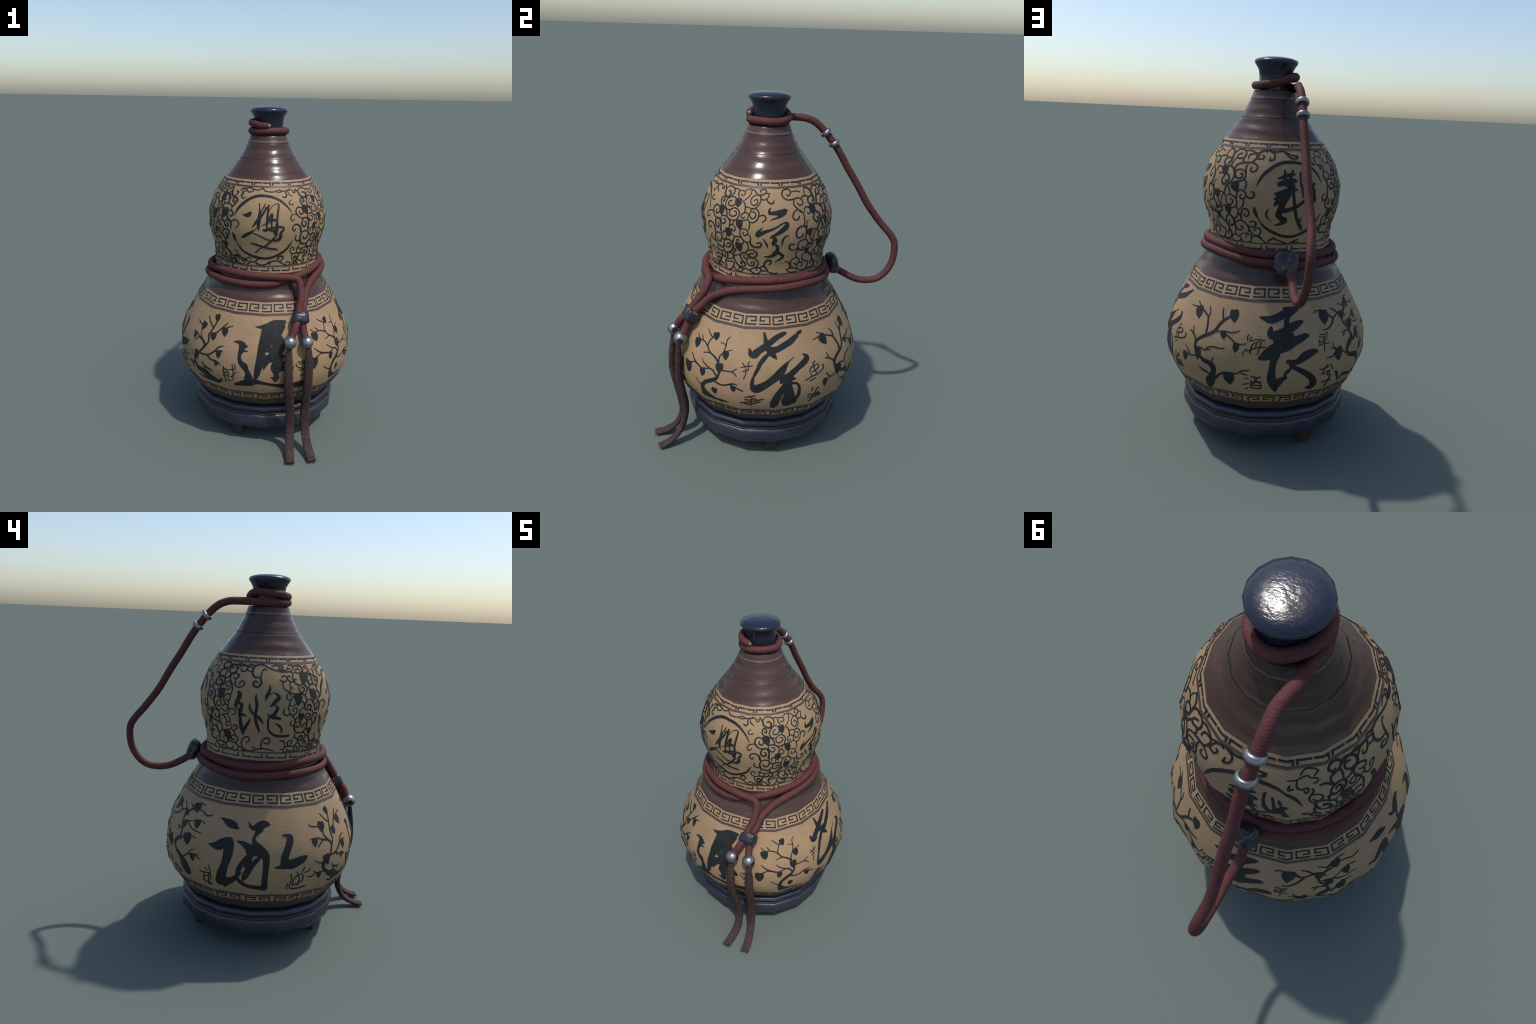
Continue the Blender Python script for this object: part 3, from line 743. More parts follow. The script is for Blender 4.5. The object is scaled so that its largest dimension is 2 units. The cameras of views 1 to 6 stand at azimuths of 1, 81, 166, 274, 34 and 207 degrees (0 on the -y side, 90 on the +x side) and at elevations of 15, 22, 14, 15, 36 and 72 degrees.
def left_back_tree(s, leaf):
    s((140, 0.441, 45.7), (138.4, 0.474, 55.2), (136.9, 0.501, 34.3), (133.8, 0.522, 31.5), (128.6, 0.536, 21), (127, 0.569, 21), (129, 0.594, 26.3), (132, 0.619, 18.9), (131.8, 0.645, 13.7), (130.9, 0.66, 13.7))
    s((131.6, 0.662, 10.5), (128.4, 0.696, 11.6), (128.9, 0.723, 10.5), (133, 0.758, 11.5), (136.9, 0.769, 6.2))
    s((140.9, 0.772, 7), (144, 0.767, 7.7), (147, 0.756, 7.5), (149.6, 0.758, 7.8), (151.6, 0.767, 5.1))
    s((133.2, 0.757, 8.4), (134.1, 0.782, 9.5), (136.9, 0.801, 7))
    s((132.7, 0.776, 7.9), (128.9, 0.785, 6))
    s((140, 0.805, 6.4), (143.6, 0.799, 5.2))
    s((129.4, 0.696, 6.1), (135, 0.706, 6.7), (138.5, 0.713, 6.7), (141.4, 0.723, 5.9), (144.9, 0.724, 6.3), (148, 0.716, 5.3))
    s((135.2, 0.704, 7.2), (138.3, 0.683, 7), (142.2, 0.672, 7.3), (147.4, 0.668, 5.3))
    s((133.2, 0.606, 11.6), (135.8, 0.634, 6.6), (137.2, 0.64, 6))
    s((140.4, 0.642, 6.8), (144.2, 0.635, 4.9))
    s((137.2, 0.522, 7), (140.4, 0.542, 7.1), (144.4, 0.552, 6.9), (148.4, 0.558, 5.7))
    s((140, 0.541, 6.5), (142, 0.565, 6.5), (145.3, 0.582, 4))
    s((145.6, 0.551, 6.9), (149.3, 0.538, 5.3))
    s((130.6, 0.653, 9.5), (128.4, 0.658, 7.4), (124.5, 0.655, 5.3))
    s((127.2, 0.651, 7.4), (125.4, 0.637, 6.3))
    leaf((137.3, 0.802), (138.7, 0.753), 46.5)
    leaf((142.1, 0.726), (142.9, 0.681), 38.5)
    leaf((137.6, 0.65), (139.4, 0.589), 50.9)
    leaf((143.6, 0.556), (144.2, 0.511), 34.6)
    s((107.2, 0.771, 6), (110, 0.78, 7.2), (114.4, 0.775, 9.4), (117.2, 0.754, 10.6), (120.8, 0.733, 8.2), (125.2, 0.743, 7.9), (129.6, 0.747, 7.4), (131.8, 0.728, 8.7))
    s((121.5, 0.732, 10.1), (118.5, 0.709, 10.3), (115, 0.695, 8.3), (110.7, 0.693, 5.3))
    s((126.1, 0.747, 9.3), (123.7, 0.764, 9.6), (120.3, 0.777, 6.8))
    s((123.3, 0.569, 8.1), (125.6, 0.55, 8.2))
    s((118.2, 0.588, 8.2), (116.5, 0.601, 8.4), (115.7, 0.622, 5.3))
    s((117.3, 0.592, 6.1), (113.8, 0.603, 4.8))
    s((117.1, 0.572, 12.3), (114.7, 0.559, 10.8), (111.1, 0.561, 5.4))
    s((117.8, 0.47, 4.9), (120, 0.45, 21.2), (122.7, 0.402, 6.3), (124.2, 0.417, 17.6), (126.7, 0.428, 21.2), (132.5, 0.416, 23.5), (134.5, 0.437, 10.7))
    leaf((114.5, 0.777), (112.7, 0.714), 58.2)
    leaf((129, 0.751), (128, 0.71), 37.9)
    leaf((119.4, 0.594), (120.6, 0.52), 58.7)
    leaf((133.5, 0.702), (131.3, 0.658), 36.1)

def left_front_tree(s, leaf):
    s((228.5, 0.605, 10.3), (230.1, 0.625, 11.5), (231.5, 0.652, 11.1), (230.5, 0.686, 11.2), (232, 0.72, 11), (233.3, 0.753, 10.1), (233.1, 0.768, 8.1))
    s((231.7, 0.731, 9.3), (228.4, 0.752, 8.6), (225.3, 0.782, 6))
    s((235.8, 0.704, 8.6), (238.7, 0.732, 9.5), (241.3, 0.755, 9.5), (243, 0.773, 5.7))
    s((242.9, 0.746, 7.7), (247.7, 0.762, 5.8))
    s((225.9, 0.571, 10.9), (232.5, 0.575, 10.5), (237.4, 0.605, 10.5), (239.9, 0.634, 9.5), (243.2, 0.647, 5.7))
    s((237.9, 0.606, 7.4), (241.4, 0.618, 7.3), (243.9, 0.616, 5.1))
    s((232.5, 0.572, 11.3), (235.3, 0.553, 10.8), (239.6, 0.551, 9.4), (242.4, 0.538, 6.5))
    s((222, 0.544, 16.8), (222.1, 0.506, 16.8), (224.2, 0.486, 21), (226.7, 0.465, 28), (230.6, 0.456, 49.1), (233, 0.433, 56.1), (236.9, 0.424, 42.1), (240.8, 0.42, 27.8), (244.1, 0.45, 6))
    s((232.3, 0.414, 28), (228.4, 0.418, 14), (225.7, 0.431, 7))
    s((230.7, 0.487, 10.9), (228.7, 0.519, 6.1))
    s((230.7, 0.497, 10.3), (233.9, 0.487, 10.1), (236.4, 0.482, 6.8))
    leaf((232.2, 0.801), (234.4, 0.762), 34.8)
    leaf((241.8, 0.745), (242.9, 0.696), 41.6)
    leaf((233.7, 0.704), (234.9, 0.661), 42.4)
    leaf((240.7, 0.616), (241, 0.572), 35)
    leaf((239.2, 0.55), (239.4, 0.519), 27.1)
    s((225.9, 0.572, 11.6), (228.6, 0.607, 13.7), (229, 0.631, 13.5), (226.2, 0.654, 11.9), (224.1, 0.679, 7.8), (223.8, 0.697, 7.5))
    s((226.1, 0.651, 8), (222.6, 0.661, 7.4), (219.5, 0.671, 7.3), (214.5, 0.672, 3.9))
    s((222.8, 0.659, 7.2), (220.8, 0.642, 7.2), (219, 0.627, 5.2))
    s((221.2, 0.724, 6.9), (217.3, 0.728, 7.1), (215.1, 0.738, 3.7))
    s((221.2, 0.541, 9.9), (221.4, 0.513, 11.2), (223.4, 0.488, 11.6), (226.1, 0.475, 23.5), (231, 0.46, 36.8))
    s((220.6, 0.538, 7.1), (218, 0.547, 6.3), (216.5, 0.561, 3.5))
    s((222.6, 0.492, 8.9), (220.2, 0.491, 8.1), (217.7, 0.489, 6.7), (215.5, 0.502, 4))
    s((216.6, 0.491, 7.4), (214.7, 0.475, 8.5), (211.7, 0.476, 5.5))
    leaf((224.5, 0.745), (223, 0.696), 42)
    leaf((217.3, 0.672), (217.2, 0.629), 33.4)
    leaf((223.2, 0.584), (224.7, 0.523), 43)
    leaf((218.9, 0.493), (219.5, 0.452), 30)

def front_medallion(s, leaf):
    s((238.7, 1.389, 2.7), (240.2, 1.419, 13.4), (243.1, 1.445, 17.9), (247.4, 1.469, 18.5), (252.4, 1.491, 19.6), (259, 1.505, 18.7), (266.1, 1.509, 17.2), (273.2, 1.505, 16.4), (279.2, 1.495, 14.9), (284.8, 1.479, 13.4), (289.3, 1.456, 10.6), (292.1, 1.435, 7.9), (293.9, 1.414, 2.6))
    s((237.6, 1.288, 8.9), (238.6, 1.27, 19.7), (239.7, 1.247, 13.9), (240.8, 1.23, 7.3), (244.2, 1.199, 12.2), (249, 1.175, 15), (255.1, 1.156, 16), (262.6, 1.146, 15.5), (270, 1.144, 14.2), (277.4, 1.152, 14.4), (284.6, 1.173, 15.2), (290.2, 1.203, 12.9), (293.2, 1.233, 11), (295.1, 1.257, 2.3))
    s((247.2, 1.404, 2.2), (250, 1.401, 16.5), (252.6, 1.402, 27.8), (254.4, 1.413, 19.6), (255.7, 1.42, 2.8))
    s((262.8, 1.469, 6.1), (263.1, 1.437, 8.3), (263.4, 1.406, 16.6), (263.1, 1.375, 20.8), (262.7, 1.346, 16.6), (262.9, 1.33, 12.6), (263, 1.316, 4.5))
    s((268.5, 1.466, 7), (266.3, 1.44, 8.4), (264.2, 1.416, 8.4), (263.1, 1.395, 16.7))
    s((270, 1.447, 10.9), (267, 1.417, 13.9), (263.2, 1.385, 19.5), (260.3, 1.362, 15), (257.2, 1.336, 6.6))
    s((271.8, 1.459, 11), (271.4, 1.434, 13.2), (270.8, 1.397, 12.6), (270.5, 1.366, 10.9), (270.4, 1.332, 8.2))
    s((268.1, 1.445, 5.5), (270.4, 1.447, 5.5))
    s((272.3, 1.428, 4.9), (275.1, 1.454, 4.3), (278.9, 1.465, 5.5), (281.8, 1.464, 8.4), (281.1, 1.433, 11), (280.2, 1.402, 11), (279.6, 1.371, 12.4), (279.7, 1.337, 16.7), (279.2, 1.314, 19.7), (278.2, 1.295, 8.5))
    s((271.5, 1.377, 5.4), (273.2, 1.397, 10.9), (275, 1.41, 16.5), (275, 1.394, 13.7), (274.5, 1.374, 11), (274.9, 1.343, 8.3))
    s((271.5, 1.374, 4.3), (274.5, 1.384, 10.9), (278.5, 1.381, 8.2))
    s((265.6, 1.345, 2.7), (269.9, 1.36, 6.9), (275, 1.374, 8.2), (278.9, 1.376, 5.5))
    s((267.4, 1.32, 11.3), (270, 1.321, 16.9), (274.3, 1.332, 12.8), (278.6, 1.337, 12.8), (283, 1.339, 12.7), (285.7, 1.333, 12.3), (285.4, 1.317, 12.9), (283.3, 1.303, 14.2), (283.4, 1.283, 19.9), (281.3, 1.263, 18.4), (277.3, 1.259, 12.7), (272.8, 1.261, 8.6), (268.4, 1.272, 8.1), (263, 1.287, 6.9), (256.3, 1.303, 5.8))
    s((273, 1.318, 6.8), (277, 1.317, 16.7), (278.4, 1.306, 24.6))
    s((248.3, 1.274, 16.7), (251.4, 1.287, 20.8), (255.4, 1.301, 15.2), (258.5, 1.317, 6.9), (261.6, 1.332, 3.8))
    s((280.6, 1.297, 7.2), (277.6, 1.275, 11.5), (274.2, 1.252, 11.9), (270.3, 1.228, 11.9), (267.1, 1.216, 10.6), (263.8, 1.203, 8.3), (259.2, 1.177, 6.4))
    s((254.6, 1.238, 3.9), (259.2, 1.232, 11.8), (267.1, 1.217, 11.8), (274.5, 1.207, 10.8), (279.8, 1.203, 9.6), (282, 1.198, 2.5))

def right_medallion(s, leaf):
    s((354.7, 1.465, 3.1), (353.2, 1.455, 10.4), (353.3, 1.439, 15.7), (355.4, 1.439, 18.8), (358.5, 1.44, 22.9), (361.4, 1.442, 27.1), (364.8, 1.444, 29.4), (367.1, 1.449, 25.3), (368.3, 1.451, 12.6))
    s((6.6, 1.44, 21.3), (2.8, 1.427, 19.1), (-0.2, 1.418, 10.4), (-3.2, 1.412, 8.3), (-6.4, 1.401, 2.1))
    s((348, 1.369, 2.6), (345.2, 1.35, 12.9), (343.9, 1.334, 21), (344.6, 1.32, 10.7))
    s((344.3, 1.329, 29.1), (347.3, 1.338, 22.4), (351.2, 1.349, 16.8), (355.2, 1.359, 12.3), (359, 1.372, 9.6), (362.5, 1.384, 8.5), (365.8, 1.392, 8.4), (367.9, 1.389, 17.4), (367.8, 1.377, 26.7), (365.3, 1.361, 29), (361.9, 1.345, 22.9), (358.6, 1.332, 15.6), (356, 1.322, 12.3), (354.4, 1.313, 5.5))
    s((357.4, 1.316, 17.2), (358.5, 1.302, 23.3), (356.9, 1.286, 19.3), (357, 1.272, 8.5))
    s((358.3, 1.282, 8.8), (360.4, 1.266, 19.1), (360.7, 1.243, 21.4), (359.5, 1.227, 28.1), (356.9, 1.211, 19.6), (353.3, 1.202, 12.3), (349.7, 1.204, 3.3))
    s((0.5, 1.232, 22), (3.7, 1.22, 16.3), (6.3, 1.202, 16.9), (3.9, 1.185, 14.8), (-0.8, 1.171, 2.7))
    s((356.6, 1.236, 2.1), (358.8, 1.232, 8))
    s((348.5, 1.307, 3.3), (350.5, 1.289, 9.2), (351.9, 1.273, 9.7), (352.3, 1.258, 2.6))
    s((9.8, 1.321, 5.8), (7.5, 1.321, 7.3), (5.4, 1.309, 10.2), (4.5, 1.291, 9.9), (4, 1.268, 3.3))

def back_medallion(s, leaf):
    s((65.6, 1.38, 2.8), (67.2, 1.406, 10.8), (70.1, 1.434, 16), (74.2, 1.457, 17.6), (79.4, 1.479, 17.3), (85, 1.492, 17.7), (90.7, 1.497, 17.6), (96.9, 1.496, 15.7), (103, 1.491, 14), (108.2, 1.484, 12), (111.9, 1.47, 10.4), (116.1, 1.448, 12.7), (119, 1.421, 9), (120.6, 1.399, 2.5))
    s((64.4, 1.279, 8.5), (64.8, 1.259, 19.3), (66.3, 1.238, 13.7), (67.7, 1.219, 4.9), (71.1, 1.188, 11.2), (75.7, 1.166, 14.4), (82, 1.148, 13.7), (88.7, 1.136, 13.8), (96.3, 1.132, 13.7), (104, 1.143, 13.8), (109.9, 1.161, 14.5), (114.3, 1.186, 19.1), (118.8, 1.212, 12.2), (121.8, 1.246, 2.9))
    s((87.4, 1.459, 9.9), (87.5, 1.435, 10.4), (88.2, 1.411, 13.1))
    s((94.4, 1.458, 11), (92.7, 1.441, 11.1), (91.8, 1.419, 16.9))
    s((81.4, 1.42, 4.2), (84.9, 1.425, 15.7), (89.2, 1.436, 18.3), (94.9, 1.441, 11.7), (96.4, 1.443, 6.5))
    s((83.2, 1.395, 26.1), (87.4, 1.403, 28.7), (92.2, 1.411, 28.6), (95.5, 1.411, 21.4), (96.9, 1.408, 11))
    s((88.2, 1.391, 15.7), (92, 1.391, 42.2), (93.2, 1.371, 26.8), (96, 1.371, 12.9), (98.1, 1.366, 3.1))
    s((80.5, 1.348, 15.8), (84.2, 1.354, 23.6), (88.2, 1.36, 31.4), (91.5, 1.366, 31.6))
    s((79, 1.323, 4.2), (82.7, 1.33, 29), (86.8, 1.339, 44.9), (89.5, 1.35, 40.5), (91.9, 1.369, 28.1))
    s((80.1, 1.293, 10.5), (81.2, 1.306, 21.2), (85.3, 1.32, 45), (88.4, 1.337, 39.9))
    s((86.2, 1.313, 39.4), (85.2, 1.286, 31.6), (84.1, 1.264, 31.8), (83.5, 1.245, 34.1), (85.5, 1.228, 27.7), (88.2, 1.22, 34.7), (87.5, 1.209, 26), (84.2, 1.197, 14.8), (79.9, 1.19, 2.4))
    s((87.4, 1.268, 24.7), (91.6, 1.273, 22.3), (96.1, 1.283, 19.9), (100.6, 1.299, 17.4), (104.1, 1.316, 16.1), (108.4, 1.338, 11.9), (110.5, 1.365, 9), (110, 1.375, 5.4), (112.2, 1.375, 2.1))
    s((93.8, 1.361, 17), (94.9, 1.329, 15.7), (95.8, 1.289, 17.2), (97.3, 1.253, 16.9), (99.6, 1.219, 18), (103.3, 1.186, 19.2), (105.2, 1.168, 13.8))
    s((103, 1.235, 3.2), (102.3, 1.212, 12.8))
    s((75.6, 1.276, 2.6), (73.8, 1.257, 9.3), (74.1, 1.234, 9.4), (78.2, 1.206, 2.2))
    s((101.7, 1.454, 7.2), (101, 1.426, 8.1), (101.1, 1.396, 8.2), (102.4, 1.371, 5.6))
    s((100.8, 1.446, 8.7), (100.8, 1.397, 10.9), (103.2, 1.355, 26))
    s((105.5, 1.433, 9.9), (106.4, 1.39, 10.9), (107.4, 1.367, 25.1))
    s((109, 1.425, 11), (110.5, 1.386, 11.8), (112.1, 1.318, 26))
    s((103.8, 1.339, 26), (108.8, 1.382, 14.6), (112.1, 1.397, 14.3))

def left_medallion(s, leaf):
    s((159.6, 1.412, 3.1), (161.7, 1.403, 17.6), (162.4, 1.39, 22.2), (161.8, 1.375, 22.2), (160.7, 1.359, 21.8), (160, 1.347, 17.9), (159.4, 1.334, 14))
    s((162.2, 1.353, 12.1), (164.1, 1.348, 18.5), (164.5, 1.337, 18.1), (163.6, 1.317, 18), (163, 1.298, 20.3), (163.4, 1.277, 15.4), (163.6, 1.252, 17.8), (163.9, 1.229, 21.5), (165, 1.207, 23.6), (164.9, 1.187, 6.3))
    s((159.8, 1.331, 8.3), (161.7, 1.32, 8.3))
    s((164.9, 1.202, 19.8), (167.2, 1.225, 15.8), (169.4, 1.247, 13.7), (171.2, 1.265, 9.9), (171.5, 1.277, 5))
    s((163.6, 1.295, 12), (166.2, 1.294, 14.2), (168.7, 1.287, 2.9))
    s((176.1, 1.403, 2.4), (176.1, 1.385, 12.8), (177, 1.358, 15), (177, 1.331, 14.9), (176.3, 1.307, 13.9), (176.1, 1.283, 14.1), (176.9, 1.259, 15.7), (178.2, 1.235, 15), (179.4, 1.217, 10.4), (179.2, 1.203, 2.4))
    s((171.5, 1.354, 3.2), (171.1, 1.336, 11.1), (172.6, 1.315, 12.3), (175.2, 1.299, 13.3), (178.5, 1.286, 16.3), (181.1, 1.271, 13.6), (182.9, 1.252, 2.4))
    s((187.4, 1.444, 7.8), (187.3, 1.426, 11.6), (185.7, 1.408, 15.4), (184.6, 1.391, 14.5), (184.1, 1.376, 7.7))
    s((185.8, 1.393, 7.7), (187.3, 1.404, 7.7), (189.9, 1.412, 3.9))
    s((190, 1.413, 2.8), (193.1, 1.405, 11.8), (194.9, 1.392, 17.6), (193.3, 1.377, 21.2), (190.9, 1.362, 17.8), (189.2, 1.35, 11.9), (187.8, 1.343, 3.2))
    s((190.4, 1.35, 3.9), (192.6, 1.35, 7.7), (194, 1.335, 15.7), (192.6, 1.315, 17.9), (190.9, 1.299, 20), (188.4, 1.294, 17.9), (187.1, 1.298, 11.7), (185.6, 1.305, 1.9))
    s((190.3, 1.287, 17.9), (194.1, 1.285, 15.9), (196.3, 1.282, 13.9))
    s((187.4, 1.294, 9.8), (186.8, 1.27, 10.8), (186.8, 1.241, 10.8), (188.1, 1.216, 11.9), (191.2, 1.197, 13.7), (195.4, 1.188, 14.4), (200.2, 1.186, 13.6), (205.5, 1.189, 15.7))
    s((192.6, 1.256, 2.9), (195.6, 1.247, 11.3), (198.2, 1.23, 11.9), (198.8, 1.217, 9), (198.5, 1.203, 2.5))

def right_front_vine_top(s, leaf):
    s(9.1, (303.2, 1.541), (305.9, 1.526), (306.9, 1.509), (308.3, 1.501), (310.8, 1.495), (313.3, 1.496), (314.6, 1.505), (314.5, 1.516), (312.5, 1.524), (310.9, 1.52))
    s(6.7, (306.4, 1.529), (309.3, 1.543), (314.8, 1.543), (317.5, 1.533), (317.9, 1.519), (316.8, 1.504))
    s(6, (317.4, 1.536), (319.9, 1.539), (323.1, 1.532))
    s(6.4, (323.1, 1.532), (322.3, 1.521), (323.2, 1.511), (324.4, 1.501))
    s(5.3, (323.1, 1.532), (324.8, 1.534), (327.9, 1.531), (329.4, 1.521), (327.8, 1.513), (326, 1.513), (325.3, 1.518))
    s(4.9, (328.4, 1.533), (331.1, 1.541), (334.1, 1.545), (335.5, 1.542), (335.5, 1.528), (334.3, 1.514), (332.5, 1.503), (329.8, 1.49))
    s(6.6, (335.7, 1.545), (338.3, 1.541), (340.3, 1.53), (342.1, 1.522), (344.3, 1.521), (347.3, 1.524), (349.8, 1.532), (350, 1.541), (348.2, 1.548), (345.9, 1.546), (344, 1.538), (344.9, 1.533))
    s(6.8, (349.8, 1.531), (353.5, 1.528))
    s(5.8, (344.9, 1.52), (345.8, 1.504), (347.4, 1.5), (350, 1.503), (351.9, 1.511), (352.7, 1.524))
    s(5.6, (342.1, 1.522), (339.3, 1.518), (337.2, 1.509), (336.1, 1.493), (337.4, 1.481), (339.4, 1.474), (341.6, 1.48), (342.6, 1.492), (341.9, 1.501), (340.3, 1.5), (339.2, 1.495))
    s(5.5, (342.1, 1.522), (344.5, 1.515), (345.3, 1.5), (344.5, 1.485), (342.7, 1.471), (340.9, 1.461))
    s(7, (329, 1.488), (331.1, 1.477), (332.1, 1.46), (332, 1.438))
    s(6.5, (332.6, 1.462), (334.5, 1.463), (336.7, 1.46), (339.2, 1.459), (341.6, 1.458), (343.8, 1.446), (344.4, 1.435), (344.3, 1.424), (343.7, 1.413), (342.4, 1.401), (340.2, 1.392), (338, 1.393))
    s(6.5, (338.3, 1.455), (336.9, 1.44), (336.7, 1.428), (337.8, 1.416), (339.5, 1.411), (341.1, 1.416), (341.8, 1.428), (340.9, 1.44), (339.7, 1.444), (338.6, 1.441))
    s(7.2, (344.3, 1.422), (346.4, 1.427), (348.6, 1.428), (350.3, 1.417), (349.9, 1.405), (347.6, 1.395))
    s(6.4, (335.2, 1.406), (335.7, 1.419), (335.2, 1.432), (333, 1.436), (330.7, 1.431), (329.2, 1.419), (329.7, 1.41), (331.3, 1.407), (332.7, 1.416))
    s(6.6, (319.2, 1.393), (322.2, 1.39), (325.7, 1.394), (330.3, 1.396), (333.3, 1.4), (335.2, 1.406))
    s(6.2, (335.2, 1.406), (337, 1.394), (337.6, 1.377), (336.7, 1.354))
    s(6.5, (322.5, 1.491), (320.4, 1.499), (317.7, 1.501), (315.2, 1.496), (313.1, 1.483), (312.3, 1.465), (313.1, 1.451), (315, 1.442), (317.3, 1.438), (319.5, 1.443), (321.1, 1.45))
    s(6.2, (321.6, 1.49), (322.5, 1.478), (321.2, 1.464), (318.7, 1.457), (316.4, 1.46), (315.5, 1.469), (316.4, 1.48), (318.4, 1.484))
    s(7, (319.5, 1.443), (321.9, 1.451), (324.8, 1.447), (327.1, 1.435), (327.3, 1.42), (326.4, 1.405), (325.6, 1.398))
    s(6.5, (318.6, 1.438), (318, 1.426), (318.7, 1.415), (320.5, 1.409), (322.6, 1.41), (324.4, 1.418), (324.9, 1.426), (323.9, 1.434), (322.3, 1.434))
    s(6.8, (312.6, 1.443), (315.1, 1.432), (316.3, 1.418), (316.4, 1.406))
    s(7.9, (307.7, 1.449), (305.7, 1.465), (305.5, 1.478), (306.9, 1.49), (309.2, 1.488), (309.9, 1.476), (308.7, 1.469), (307.4, 1.476))
    s(7.1, (306.8, 1.455), (309.7, 1.45), (312.4, 1.445))
    s(7.8, (305.2, 1.438), (303.5, 1.443), (301, 1.443), (299, 1.431), (298.6, 1.416), (299.6, 1.402), (301.8, 1.389), (304.8, 1.381))
    s(8, (306.7, 1.417), (305.8, 1.407), (304, 1.404), (302.5, 1.413), (302.9, 1.422))
    s(9.1, (304.8, 1.381), (307, 1.384), (309.6, 1.381), (311.2, 1.365), (311.3, 1.342), (310.4, 1.321))
    s(8.9, (306, 1.381), (304.6, 1.37), (304, 1.353), (305, 1.339), (307.4, 1.334), (308.8, 1.346), (308.4, 1.357), (307.3, 1.363))
    s(6.6, (310.8, 1.399), (310.8, 1.386), (312.3, 1.372), (314.1, 1.365), (316.2, 1.374), (316, 1.385), (315, 1.391), (313.6, 1.39))
    s(7, (311.3, 1.402), (314.5, 1.406), (317.1, 1.401), (319.4, 1.389), (320.3, 1.377), (319.9, 1.362))
    s(4.7, (324.3, 1.391), (322.9, 1.377), (322.3, 1.369))
    s(8.1, (350.8, 1.502), (351.9, 1.492), (354, 1.485), (356.3, 1.486), (357.2, 1.497))
    leaf((324.6, 1.498), (324.9, 1.454), 36.9)
    leaf((328.3, 1.396), (329.2, 1.346), 37.4)
    leaf((308.1, 1.45), (310.8, 1.399), 41.4)

